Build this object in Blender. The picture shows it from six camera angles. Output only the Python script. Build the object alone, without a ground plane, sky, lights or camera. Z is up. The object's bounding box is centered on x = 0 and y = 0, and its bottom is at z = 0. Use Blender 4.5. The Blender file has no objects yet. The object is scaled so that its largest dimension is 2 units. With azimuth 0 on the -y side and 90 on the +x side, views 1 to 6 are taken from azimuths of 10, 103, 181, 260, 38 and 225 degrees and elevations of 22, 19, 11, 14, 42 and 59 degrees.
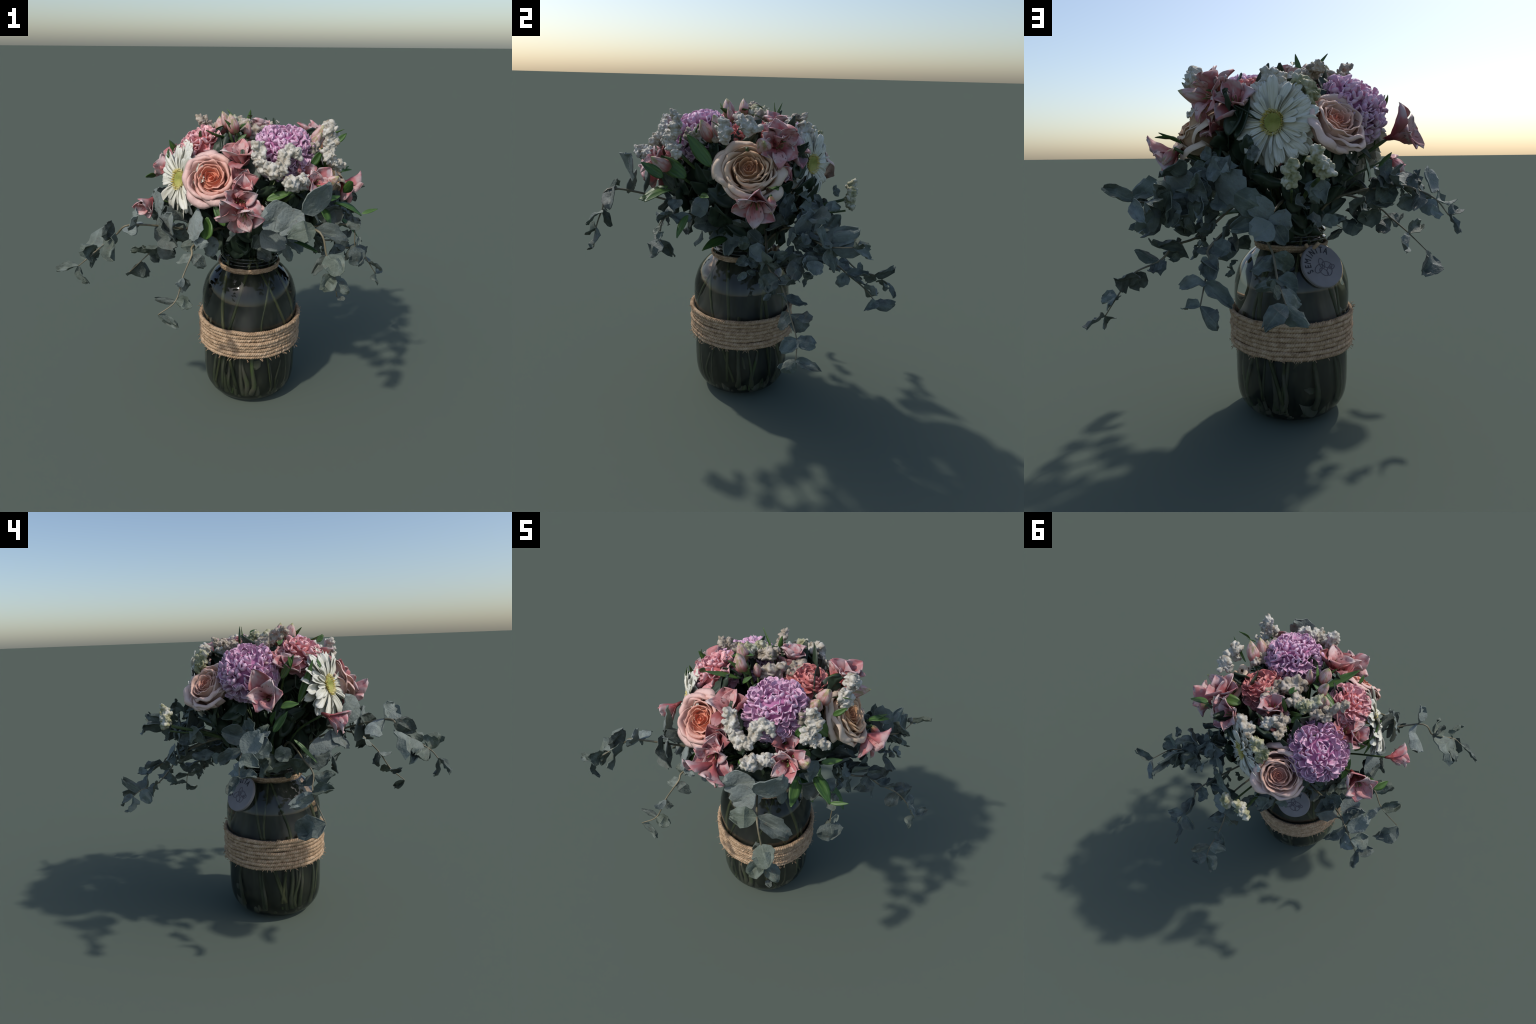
"""Bouquet of garden flowers and trailing eucalyptus in a twine-wrapped glass jar.

Everything is built from profiles, curves and rules: leaves and petals are thin
shells bent by simple formulas, set on stems by their base and tip positions.
"""
import bpy, math, random
import numpy as np
from mathutils import Vector, Matrix, noise

random.seed(7)
rng = np.random.default_rng(7)
COL = bpy.context.scene.collection
AX = Vector((0.023, -0.104, 0.0))          # axis of the jar

# ------------------------------------------------------------------ helpers
def link(name, mesh, parent=None, mat=None, matrix=None):
    ob = bpy.data.objects.new(name, mesh)
    COL.objects.link(ob)
    if parent is not None:
        ob.parent = parent
    if mat is not None and mesh is not None and not mesh.materials:
        mesh.materials.append(mat)
    if matrix is not None:
        ob.matrix_basis = matrix if parent is None or parent is ROOT else parent.matrix_basis.inverted() @ matrix
    return ob

def mesh_of(name, verts, faces, smooth=True, mat=None, crease=0):
    me = bpy.data.meshes.new(name)
    me.from_pydata([tuple(v) for v in verts], [], faces)
    me.update()
    if smooth:
        me.polygons.foreach_set('use_smooth', [True] * len(me.polygons))
    if crease:
        me.set_sharp_from_angle(angle=math.radians(crease))
    if mat is not None:
        me.materials.append(mat)
    return me

def shell(P, t):
    """closed thin shell around a grid of points P[nu, nv, 3] of thickness t"""
    P = np.asarray(P, float)
    nu, nv = P.shape[:2]
    du = np.gradient(P, axis=0); dv = np.gradient(P, axis=1)
    N = np.cross(du, dv); L = np.linalg.norm(N, axis=2, keepdims=True); L[L < 1e-9] = 1
    N = N / L
    V = np.concatenate([(P + N * t / 2).reshape(-1, 3), (P - N * t / 2).reshape(-1, 3)])
    o = nu * nv
    idx = lambda i, j: i * nv + j
    F = []
    for i in range(nu - 1):
        for j in range(nv - 1):
            a, b, c, d = idx(i, j), idx(i + 1, j), idx(i + 1, j + 1), idx(i, j + 1)
            F.append((a, b, c, d)); F.append((o + d, o + c, o + b, o + a))
    rim = [idx(i, 0) for i in range(nu)] + [idx(nu - 1, j) for j in range(1, nv)] + \
          [idx(i, nv - 1) for i in range(nu - 2, -1, -1)] + [idx(0, j) for j in range(nv - 2, 0, -1)]
    for a, b in zip(rim, rim[1:] + rim[:1]):
        F.append((b, a, o + a, o + b))
    return V, F

def nz(x, y, z, s=0.0):
    return noise.noise(Vector((x + s * 13.7, y - s * 7.3, z + s * 3.1)))

def smooth_path(pts, per=6):
    """Catmull-Rom through the given points"""
    pts = [Vector(p) for p in pts]
    if len(pts) < 3:
        a, b = pts[0], pts[-1]
        return [a.lerp(b, k / per) for k in range(per + 1)]
    ext = [pts[0] * 2 - pts[1]] + pts + [pts[-1] * 2 - pts[-2]]
    out = []
    for i in range(1, len(ext) - 2):
        p0, p1, p2, p3 = ext[i - 1:i + 3]
        for k in range(per):
            t = k / per
            out.append(0.5 * ((2 * p1) + (p2 - p0) * t + (2 * p0 - 5 * p1 + 4 * p2 - p3) * t * t
                              + (3 * p1 - p0 - 3 * p2 + p3) * t ** 3))
    out.append(pts[-1])
    return out

def tube(path, radius, sides=7, closed=False):
    """tube along a path; radius is a number or a function of 0..1"""
    n = len(path); V = []; F = []
    rad = radius if callable(radius) else (lambda t: radius)
    up = Vector((0.13, 0.21, 0.97))
    for i, p in enumerate(path):
        a = path[(i - 1) % n] if closed or i > 0 else path[0]
        b = path[(i + 1) % n] if closed or i < n - 1 else path[-1]
        d = (b - a); d = d.normalized() if d.length > 1e-9 else Vector((0, 0, 1))
        s = d.cross(up)
        s = s.normalized() if s.length > 1e-3 else d.orthogonal().normalized()
        u = s.cross(d)
        r = rad(i / max(1, n - 1))
        for k in range(sides):
            w = 2 * math.pi * k / sides
            V.append(p + (s * math.cos(w) + u * math.sin(w)) * r)
    m = n if closed else n - 1
    for i in range(m):
        for k in range(sides):
            a = i * sides + k; b = i * sides + (k + 1) % sides
            c = ((i + 1) % n) * sides + (k + 1) % sides; d = ((i + 1) % n) * sides + k
            F.append((a, b, c, d))
    if not closed:
        F.append(tuple(range(sides - 1, -1, -1)))
        F.append(tuple((n - 1) * sides + k for k in range(sides)))
    return V, F

class Bag:
    """collects several pieces into one mesh"""
    def __init__(self): self.V = []; self.F = []
    def add(self, V, F, M=None):
        o = len(self.V)
        self.V += [tuple(M @ Vector(v)) if M is not None else tuple(v) for v in V]
        self.F += [tuple(o + i for i in f) for f in F]
    def mesh(self, name, mat=None): return mesh_of(name, self.V, self.F, True, mat)

def frame(origin, z, roll=0.0, scale=1.0, hint=(0, 0, 1)):
    """matrix with its local z along z"""
    z = Vector(z).normalized(); h = Vector(hint)
    x = h.cross(z)
    x = x.normalized() if x.length > 1e-3 else Vector((1, 0, 0))
    y = z.cross(x)
    R = Matrix((x, y, z)).transposed().to_4x4()
    return Matrix.Translation(Vector(origin)) @ R @ Matrix.Rotation(roll, 4, 'Z') @ Matrix.Scale(scale, 4)

def blade_frame(base, tip, width, hint, depth=None):
    """matrix that lays a unit leaf (x 0..1, y -.5...5) from base to tip"""
    base = Vector(base); tip = Vector(tip)
    x = tip - base; L = x.length; x.normalize()
    h = Vector(hint); n = h - x * h.dot(x)
    n = n.normalized() if n.length > 1e-3 else x.orthogonal().normalized()
    y = n.cross(x)
    d = depth or math.sqrt(L * width)
    M = Matrix((x * L, y * width, n * d)).transposed().to_4x4()
    return Matrix.Translation(base) @ M

# ---------------------------------------------------------------- materials
def material(name):
    m = bpy.data.materials.new(name); m.use_nodes = True
    nt = m.node_tree
    b = nt.nodes['Principled BSDF']
    return m, nt, b

class G:
    """tiny node-graph writer"""
    def __init__(self, nt): self.nt = nt
    def n(self, kind, **kw):
        node = self.nt.nodes.new(kind)
        for k, v in kw.items():
            if k.startswith('i_'):
                node.inputs[k[2:].replace('_', ' ')].default_value = v
            else:
                setattr(node, k, v)
        return node
    def l(self, a, b): self.nt.links.new(a, b)
    def coord(self, which='Object'): return self.n('ShaderNodeTexCoord').outputs[which]
    def noise(self, vec, scale, detail=3.0, rough=0.55, stretch=None):
        if stretch:
            mp = self.n('ShaderNodeMapping'); mp.inputs['Scale'].default_value = stretch
            self.l(vec, mp.inputs['Vector']); vec = mp.outputs['Vector']
        t = self.n('ShaderNodeTexNoise'); t.inputs['Scale'].default_value = scale
        t.inputs['Detail'].default_value = detail; t.inputs['Roughness'].default_value = rough
        self.l(vec, t.inputs['Vector']); return t.outputs['Fac']
    def ramp(self, fac, stops, interp='LINEAR'):
        r = self.n('ShaderNodeValToRGB'); e = r.color_ramp.elements; r.color_ramp.interpolation = interp
        while len(e) < len(stops): e.new(0.5)
        for k, (p, c) in enumerate(stops):
            e[k].position = p; e[k].color = (*c, 1)
        self.l(fac, r.inputs['Fac']); return r.outputs['Color']
    def mix(self, fac, a, b, mode='MIX'):
        m = self.n('ShaderNodeMix', data_type='RGBA', blend_type=mode)
        for sock, v in ((m.inputs[0], fac), (m.inputs[6], a), (m.inputs[7], b)):
            if hasattr(v, 'is_output'): self.l(v, sock)
            else: sock.default_value = v if not isinstance(v, tuple) else (*v, 1)[:4]
        return m.outputs[2]
    def math(self, op, a, b=None, c=None):
        m = self.n('ShaderNodeMath', operation=op)
        for s, v in zip(m.inputs, (a, b, c)):
            if v is None: continue
            if hasattr(v, 'is_output'): self.l(v, s)
            else: s.default_value = v
        return m.outputs[0]
    def sep(self, vec):
        s = self.n('ShaderNodeSeparateXYZ'); self.l(vec, s.inputs[0]); return s.outputs
    def radial(self, vec):
        s = self.sep(vec)
        return self.math('SQRT', self.math('ADD', self.math('MULTIPLY', s[0], s[0]), self.math('MULTIPLY', s[1], s[1])))
    def bump(self, height, strength, dist, bsdf):
        b = self.n('ShaderNodeBump'); b.inputs['Strength'].default_value = strength
        b.inputs['Distance'].default_value = dist
        self.l(height, b.inputs['Height']); self.l(b.outputs['Normal'], bsdf.inputs['Normal'])

def translucent(m, nt, b, color, amount):
    g = G(nt)
    t = g.n('ShaderNodeBsdfTranslucent'); mx = g.n('ShaderNodeMixShader'); mx.inputs[0].default_value = amount
    g.l(color, t.inputs['Color'])
    out = nt.nodes['Material Output']
    g.l(b.outputs[0], mx.inputs[1]); g.l(t.outputs[0], mx.inputs[2]); g.l(mx.outputs[0], out.inputs['Surface'])

def eucalyptus_material(name, gain):
    m, nt, b = material(name); g = G(nt)
    co = g.coord(); rnd = g.n('ShaderNodeObjectInfo').outputs['Random']
    off = g.n('ShaderNodeVectorMath', operation='ADD'); g.l(co, off.inputs[0])
    cmb = g.n('ShaderNodeCombineXYZ'); g.l(g.math('MULTIPLY', rnd, 37.0), cmb.inputs[0]); g.l(cmb.outputs[0], off.inputs[1])
    base = g.ramp(g.noise(off.outputs[0], 2.2, 4), [(0.28, (.045, .056, .046)), (0.48, (.092, .112, .096)), (0.74, (.205, .238, .215))])  # blue lowered in these greys to offset skylight on leaves in shade
    tint = g.ramp(rnd, [(0.0, (.060, .064, .052)), (0.35, (.105, .126, .112)), (0.65, (.110, .135, .090)), (1.0, (.300, .345, .330))])
    c = g.mix(0.45, base, tint)
    c = g.mix(gain, c, (.220, .250, .236))
    s = g.sep(co)
    rib = g.ramp(g.math('ABSOLUTE', s[1]), [(0.0, (1, 1, 1)), (0.035, (0, 0, 0))])
    c = g.mix(g.math('MULTIPLY', rib, 0.30), c, (.24, .27, .20))
    brown = g.ramp(g.noise(off.outputs[0], 5.0, 3), [(0.60, (0, 0, 0)), (0.75, (1, 1, 1))])
    c = g.mix(g.math('MULTIPLY', brown, 0.5), c, (.115, .088, .066))
    g.l(c, b.inputs['Base Color']); b.inputs['Roughness'].default_value = 0.6
    b.inputs['Specular IOR Level'].default_value = 0.25
    g.bump(g.noise(off.outputs[0], 9.0, 4), 0.25, 0.05, b)
    return m

def lance_material():
    m, nt, b = material('lance_leaf_green'); g = G(nt)
    co = g.coord(); rnd = g.n('ShaderNodeObjectInfo').outputs['Random']
    base = g.ramp(g.noise(co, 3.0, 3, stretch=(.6, 3, 3)), [(0.3, (.022, .058, .014)), (0.55, (.045, .110, .022)), (0.78, (.105, .215, .042))])
    c = g.mix(g.math('MULTIPLY', rnd, 0.45), base, (.13, .235, .05))
    g.l(c, b.inputs['Base Color']); b.inputs['Roughness'].default_value = 0.42
    translucent(m, nt, b, c, 0.15)
    return m

def stem_material(name, dark, mid, light):
    m, nt, b = material(name); g = G(nt)
    c = g.ramp(g.noise(g.coord(), 14, 3, stretch=(1, 1, .25)), [(0.3, dark), (0.5, mid), (0.75, light)])
    g.l(c, b.inputs['Base Color']); b.inputs['Roughness'].default_value = 0.5
    return m

def wet_material():
    m, nt, b = material('wet_stem_mass'); g = G(nt); co = g.coord()
    c = g.ramp(g.noise(co, 7, 4, stretch=(1, 1, .35)), [(0.30, (.020, .024, .014)), (0.46, (.055, .070, .028)), (0.60, (.120, .112, .080)), (0.75, (.085, .135, .030))])
    g.l(c, b.inputs['Base Color']); b.inputs['Roughness'].default_value = 0.6
    return m

def petal_radial(name, stops, rough=0.5, grain=(1.0, 1.0, 1.0), streak=0.25, sheen=0.0):
    """petal colour that runs with the distance from the flower's axis (object space)"""
    m, nt, b = material(name); g = G(nt)
    co = g.coord(); r = g.radial(co)
    n1 = g.noise(co, 5.0, 4)
    f = g.math('ADD', r, g.math('MULTIPLY', g.math('SUBTRACT', n1, 0.5), streak))
    c = g.ramp(f, stops)
    c = g.mix(g.math('MULTIPLY', g.noise(co, 16, 3), 0.10), c, grain, 'MULTIPLY')
    g.l(c, b.inputs['Base Color']); b.inputs['Roughness'].default_value = rough
    b.inputs['Specular IOR Level'].default_value = 0.3
    g.bump(g.noise(co, 7.0, 2, stretch=(1, 1, .45)), 0.12, 0.05, b)
    translucent(m, nt, b, c, 0.12)
    return m

def petal_along(name, stops, streak=0.3, vein=(.7, .7, .7), vein_amount=0.3, vein_scale=9.0, rough=0.5):
    """petal colour that runs along local x, with lengthwise veins"""
    m, nt, b = material(name); g = G(nt)
    co = g.coord(); s = g.sep(co)
    rnd = g.n('ShaderNodeObjectInfo').outputs['Random']
    off = g.n('ShaderNodeVectorMath', operation='ADD'); g.l(co, off.inputs[0])
    cmb = g.n('ShaderNodeCombineXYZ'); g.l(g.math('MULTIPLY', rnd, 29.0), cmb.inputs[1]); g.l(cmb.outputs[0], off.inputs[1])
    f = g.math('ADD', s[0], g.math('MULTIPLY', g.math('SUBTRACT', g.noise(off.outputs[0], 3.5, 3), 0.5), streak))
    c = g.ramp(f, stops)
    v = g.ramp(g.noise(off.outputs[0], vein_scale, 2, stretch=(.18, 1, 1)), [(0.45, (0, 0, 0)), (0.65, (1, 1, 1))])
    c = g.mix(g.math('MULTIPLY', v, vein_amount), c, vein)
    g.l(c, b.inputs['Base Color']); b.inputs['Roughness'].default_value = rough
    b.inputs['Specular IOR Level'].default_value = 0.3
    translucent(m, nt, b, c, 0.12)
    return m

def alstroemeria_material(name, pale, pink, deep, speck):
    """pink flush on the middle of the tepal, pale margin, dark strokes near the throat"""
    m, nt, b = material(name); g = G(nt)
    co = g.coord(); s = g.sep(co)
    rnd = g.n('ShaderNodeObjectInfo').outputs['Random']
    off = g.n('ShaderNodeVectorMath', operation='ADD'); g.l(co, off.inputs[0])
    cmb = g.n('ShaderNodeCombineXYZ'); g.l(g.math('MULTIPLY', rnd, 31.0), cmb.inputs[2]); g.l(cmb.outputs[0], off.inputs[1])
    ax = g.ramp(g.math('ADD', s[0], g.math('MULTIPLY', g.math('SUBTRACT', g.noise(off.outputs[0], 4, 3), .5), .3)),
                [(0.08, deep), (0.38, pink), (0.62, tuple(.5 * (x + y) for x, y in zip(pink, pale))), (0.92, pale)])
    edge = g.ramp(g.math('ABSOLUTE', s[1]), [(0.12, (0, 0, 0)), (0.42, (1, 1, 1))])
    c = g.mix(g.math('MULTIPLY', edge, 0.85), ax, g.mix(rnd, pale, tuple(.6 * x for x in pale)))
    flush = g.ramp(g.noise(off.outputs[0], 2.6, 2), [(0.46, (0, 0, 0)), (0.6, (1, 1, 1))])
    c = g.mix(g.math('MULTIPLY', flush, 0.7), c, pink)
    if speck:
        st = g.ramp(g.noise(off.outputs[0], 11, 2, stretch=(.35, 1.6, 1)), [(0.60, (0, 0, 0)), (0.66, (1, 1, 1))])
        zone = g.ramp(s[0], [(0.25, (0, 0, 0)), (0.4, (1, 1, 1)), (0.75, (1, 1, 1)), (0.88, (0, 0, 0))])
        c = g.mix(g.math('MULTIPLY', g.math('MULTIPLY', st, zone), 0.8), c, (.12, .018, .022))
    g.l(c, b.inputs['Base Color']); b.inputs['Roughness'].default_value = 0.48
    b.inputs['Specular IOR Level'].default_value = 0.3
    translucent(m, nt, b, c, 0.12)
    return m

def lumpy_material(name, dark, mid, light, scale):
    m, nt, b = material(name); g = G(nt); co = g.coord()
    c = g.ramp(g.noise(co, scale, 4), [(0.30, dark), (0.46, mid), (0.66, light)])
    g.l(c, b.inputs['Base Color']); b.inputs['Roughness'].default_value = 0.65
    g.bump(g.noise(co, scale * 3, 3), 0.4, 0.01, b)
    return m

def bud_material(name, tip, body, stripe):
    m, nt, b = material(name); g = G(nt); co = g.coord(); s = g.sep(co)
    f = g.math('ADD', s[2], g.math('MULTIPLY', g.math('SUBTRACT', g.noise(co, 4, 3), .5), .35))
    c = g.ramp(f, [(0.05, (.14, .18, .05)), (0.28, stripe), (0.55, body), (0.86, body), (1.0, tip)])
    v = g.ramp(g.noise(co, 6, 2, stretch=(1.5, 1.5, .2)), [(0.5, (0, 0, 0)), (0.62, (1, 1, 1))])
    c = g.mix(g.math('MULTIPLY', v, 0.6), c, stripe)
    gs = g.ramp(g.noise(co, 4, 2, stretch=(1.8, 1.8, .15)), [(0.56, (0, 0, 0)), (0.66, (1, 1, 1))])
    c = g.mix(g.math('MULTIPLY', gs, 0.6), c, (.24, .27, .08))
    g.l(c, b.inputs['Base Color']); b.inputs['Roughness'].default_value = 0.5
    return m

def twine_material():
    m, nt, b = material('jute_twine'); g = G(nt); co = g.coord()
    c = g.ramp(g.noise(co, 30, 5, .7), [(0.26, (.190, .120, .068)), (0.48, (.420, .285, .175)), (0.75, (.610, .455, .315))])
    g.l(c, b.inputs['Base Color']); b.inputs['Roughness'].default_value = 0.85
    b.inputs['Specular IOR Level'].default_value = 0.15
    g.bump(g.noise(co, 160, 3), 0.5, 0.004, b)
    return m

def glass_material():
    m, nt, b = material('jar_glass')
    b.inputs['Base Color'].default_value = (.93, .95, .92, 1)
    b.inputs['Roughness'].default_value = 0.01
    b.inputs['IOR'].default_value = 1.45
    b.inputs['Transmission Weight'].default_value = 1.0
    return m

def plain(name, col, rough=0.6, var=0.0, scale=20):
    m, nt, b = material(name); g = G(nt)
    lo = tuple(x * (1 - var) for x in col); hi = tuple(min(1, x * (1 + var)) for x in col)
    g.l(g.ramp(g.noise(g.coord(), scale, 4), [(0.3, lo), (0.7, hi)]), b.inputs['Base Color'])
    b.inputs['Roughness'].default_value = rough
    return m

M_EUC = eucalyptus_material('eucalyptus_leaf', 0.0)
M_EUC_PALE = eucalyptus_material('eucalyptus_leaf_pale', 0.55)
M_LANCE = lance_material()
M_STEM = stem_material('green_stem', (.020, .040, .012), (.050, .085, .022), (.115, .150, .040))
M_TWIG = stem_material('eucalyptus_twig', (.060, .055, .035), (.150, .130, .080), (.260, .215, .130))
M_ROSE_CORAL = petal_radial('rose_petal_coral', [(0.0, (.80, .220, .115)), (0.30, (.80, .330, .215)), (0.60, (.79, .430, .345)), (0.95, (.78, .530, .475))])
M_ROSE_PEACH = petal_radial('rose_petal_peach', [(0.0, (.66, .290, .150)), (0.30, (.70, .400, .215)), (0.6, (.74, .500, .315)), (0.95, (.77, .600, .460))])
M_ROSE_BLUSH = petal_radial('rose_petal_blush', [(0.0, (.72, .250, .165)), (0.30, (.74, .410, .310)), (0.6, (.75, .490, .390)), (0.95, (.76, .570, .510))])
M_GERB = petal_along('gerbera_petal_white', [(0.0, (.60, .56, .34)), (0.25, (.72, .70, .58)), (1.0, (.78, .77, .70))], vein=(.44, .42, .26), vein_amount=0.42, vein_scale=10)
M_DISC = lumpy_material('gerbera_disc', (.20, .23, .04), (.36, .36, .08), (.50, .46, .15), 9)
M_FIL = lumpy_material('gerbera_filament', (.42, .32, .06), (.58, .47, .12), (.68, .60, .28), 12)
M_MUM = petal_along('chrysanthemum_petal_lilac', [(0.0, (.52, .215, .375)), (0.35, (.66, .350, .525)), (0.7, (.73, .480, .630)), (1.0, (.79, .630, .720))], vein=(.64, .320, .500), vein_amount=0.35)
M_MUM_CORE = plain('chrysanthemum_core', (.40, .14, .29), 0.7, 0.3)
M_MUM_HEART = lumpy_material('chrysanthemum_heart', (.54, .225, .390), (.69, .410, .570), (.76, .560, .670), 38)
M_PINK_HEART = lumpy_material('carnation_heart_pink', (.70, .260, .280), (.80, .390, .410), (.83, .530, .540), 34)
M_CORAL_HEART = lumpy_material('carnation_heart_coral', (.52, .140, .135), (.66, .225, .205), (.72, .360, .330), 34)
M_PINK = petal_along('carnation_petal_pink', [(0.0, (.70, .260, .280)), (0.45, (.80, .400, .420)), (1.0, (.83, .550, .560))], vein=(.70, .180, .190), vein_amount=0.3)
M_CORAL = petal_along('carnation_petal_coral', [(0.0, (.54, .160, .155)), (0.45, (.69, .270, .255)), (1.0, (.74, .430, .405))], vein=(.55, .130, .120), vein_amount=0.3)
M_PINK_CORE = plain('carnation_core', (.45, .12, .12), 0.7, 0.3)
M_ALST = alstroemeria_material('alstroemeria_tepal_outer', (.62, .470, .470), (.52, .120, .130), (.26, .050, .050), False)
M_ALST_IN = alstroemeria_material('alstroemeria_tepal_striped', (.68, .530, .510), (.60, .200, .195), (.52, .280, .070), True)
M_ALST_RED = alstroemeria_material('alstroemeria_tepal_red', (.46, .230, .230), (.36, .075, .075), (.18, .035, .032), False)
M_STAT = lumpy_material('statice_floret', (.25, .20, .135), (.46, .425, .350), (.60, .575, .520), 26)
M_STAT_GREEN = lumpy_material('statice_floret_greenish', (.13, .14, .05), (.33, .32, .18), (.55, .53, .45), 18)
M_STAT_BEIGE = lumpy_material('statice_floret_faded', (.15, .12, .075), (.34, .285, .215), (.52, .46, .40), 20)
M_BUD = bud_material('alstroemeria_bud', (.30, .32, .10), (.56, .38, .35), (.42, .115, .110))
M_TWINE = twine_material()
M_GLASS = glass_material()
M_WATER_STEM = wet_material()
M_TAG = plain('paper_tag', (.235, .215, .222), 0.8, 0.12, 6)
M_INK = plain('tag_ink', (.035, .032, .040), 0.8, 0.1)
M_INK_SOFT = plain('tag_drawing', (.14, .12, .14), 0.8, 0.1)

# ------------------------------------------------------------------- thing
ROOT = bpy.data.objects.new('flower_bouquet_in_jar', None)
COL.objects.link(ROOT)
ROOT['label'] = 'pastel rose, daisy and eucalyptus bouquet in twine-wrapped glass jar'
ROOT['category'] = 'flower bouquet'

# --------------------------------------------------------------------- jar
def revolve(profile, n=96):
    V = []; F = []; m = len(profile)
    for i in range(n):
        a = 2 * math.pi * i / n; c, s = math.cos(a), math.sin(a)
        V += [(AX.x + r * c, AX.y + r * s, z) for r, z in profile]
    for i in range(n):
        for j in range(m - 1):
            a, b = i * m + j, ((i + 1) % n) * m + j
            F.append((a, b, b + 1, a + 1))
    return V, F

def spline2(pts, per=6):
    return [(p.x, p.y) for p in smooth_path([Vector((r, z, 0)) for r, z in pts], per)]

outer = spline2([(0.0005, 0.004), (0.12, 0.002), (0.20, 0.004), (0.265, 0.028), (0.308, 0.085), (0.325, 0.16), (0.328, 0.30), (0.3265, 0.42),
                 (0.3265, 0.58), (0.331, 0.68), (0.330, 0.73), (0.324, 0.79), (0.296, 0.872), (0.250, 0.932), (0.205, 0.972), (0.186, 0.995),
                 (0.186, 1.010), (0.198, 1.020), (0.198, 1.030), (0.186, 1.042), (0.186, 1.054), (0.198, 1.064), (0.196, 1.076),
                 (0.184, 1.086)])
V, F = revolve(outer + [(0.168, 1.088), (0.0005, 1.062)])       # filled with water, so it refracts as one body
jar = link('glass_jar', mesh_of('glass_jar', V, F, True, M_GLASS), ROOT)

# twine band: loops of three-ply cord, and the thinner tie at the neck
def cord(radius, z, thick, wobble, seed, tilt=0.0, turns=150, n=620):
    bag = Bag()
    for ply in range(3):
        path = []
        for i in range(n):
            a = 2 * math.pi * i / n
            rr = radius + wobble * nz(2.2 * math.cos(a), 2.2 * math.sin(a), z * 9, seed)
            zz = z + tilt * math.cos(a + 0.6) + wobble * 1.3 * nz(3 * math.cos(a), 3 * math.sin(a), 5.0, seed + 1)
            ph = a * turns / 3 + ply * 2 * math.pi / 3
            rr += .004 * nz(14 * math.cos(a), 14 * math.sin(a), ply * 3 + z * 40, seed); rr += thick * 0.52 * math.cos(ph); zz += thick * 0.52 * math.sin(ph)
            path.append(Vector((AX.x + rr * math.cos(a), AX.y + rr * math.sin(a), zz)))
        bag.add(*tube(path, thick * 0.62, 6, closed=True))
    return bag

for k in range(8):
    z = 0.424 + 0.0258 * k
    b = cord(0.3435 + 0.0025 * math.sin(k * 2.1), z, 0.0132, 0.005, k * 1.7, tilt=0.006)
    link('twine_loop', b.mesh('twine_loop', M_TWINE), ROOT)
for k in range(3):
    b = cord(0.196 + 0.004 * k, 0.972 + 0.013 * k, 0.0075, 0.004, 20 + k, tilt=0.004, turns=120, n=420)
    link('neck_twine', b.mesh('neck_twine', M_TWINE), ROOT)
V = []; F = []                                  # added dark ring inside the winding, against the glass; hides the far twine
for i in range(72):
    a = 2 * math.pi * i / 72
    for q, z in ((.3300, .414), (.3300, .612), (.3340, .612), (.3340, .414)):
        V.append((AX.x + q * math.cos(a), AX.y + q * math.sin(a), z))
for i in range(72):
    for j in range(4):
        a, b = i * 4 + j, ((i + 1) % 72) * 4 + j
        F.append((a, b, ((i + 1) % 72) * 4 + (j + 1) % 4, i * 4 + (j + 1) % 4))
link('twine_dark_band', mesh_of('twine_dark_band', V, F, True, plain('twine_dark_band', (.035, .032, .024), .9, .3)), ROOT)
# loose strand and fuzz at the edges of the band
bag = Bag()
for k in range(150):
    a = random.uniform(0, 2 * math.pi); top = random.random() < 0.35
    p = Vector((AX.x + 0.352 * math.cos(a), AX.y + 0.352 * math.sin(a), 0.614 if top else 0.414))
    d = Vector((math.cos(a + random.uniform(-1.4, 1.4)) * .02, math.sin(a + random.uniform(-1.4, 1.4)) * .02, random.uniform(.002, .014) * (1 if top else -1)))
    bag.add(*tube(smooth_path([p, p + d * .6 + Vector((0, 0, .004)), p + d], 3), 0.0016, 4))
ob = link('twine_fuzz', bag.mesh('twine_fuzz', M_TWINE), ROOT); ob['kind'] = 'stuff'

# knot of the neck tie, beside the tag
bag = Bag()
kn = Vector((-0.075, 0.095, 0.975))
for d in ((-.05, .03, .05), (.05, .035, -.02), (-.03, .05, -.06), (.02, .02, .04)):
    d = Vector(d)
    bag.add(*tube(smooth_path([kn - d * .4, kn + Vector((0, .012, 0)), kn + d * .7 + Vector((0, .01, 0)), kn + d], 4), 0.011, 6))
link('twine_knot', bag.mesh('twine_knot', M_TWINE), ROOT)

# round tag with lettering along its upper edge and a drawn blossom
tag_c = Vector((-0.140, 0.150, 0.905)); tag_n = Vector((-0.42, 0.76, 0.50))
TM = frame(tag_c, tag_n, roll=0.18)
R = 0.121
nseg = 40; V = []; F = []
rad = [R * (1 + 0.025 * nz(1.7 * math.cos(2 * math.pi * i / nseg), 1.7 * math.sin(2 * math.pi * i / nseg), 0, 3)) for i in range(nseg)]
for f, z in ((0.0, .006), (.96, .006), (1, .002), (1, -.014), (0.96, -.018), (0.0, -.018)):
    V += [(rad[i] * f * math.cos(2 * math.pi * i / nseg), rad[i] * f * math.sin(2 * math.pi * i / nseg), z) for i in range(nseg)]
for j in range(5):
    for i in range(nseg):
        F.append((j * nseg + i, j * nseg + (i + 1) % nseg, (j + 1) * nseg + (i + 1) % nseg, (j + 1) * nseg + i))
tag = link('paper_tag', mesh_of('paper_tag', V, F, False, M_TAG), ROOT, matrix=TM)
word = 'SEMINITA'
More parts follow.
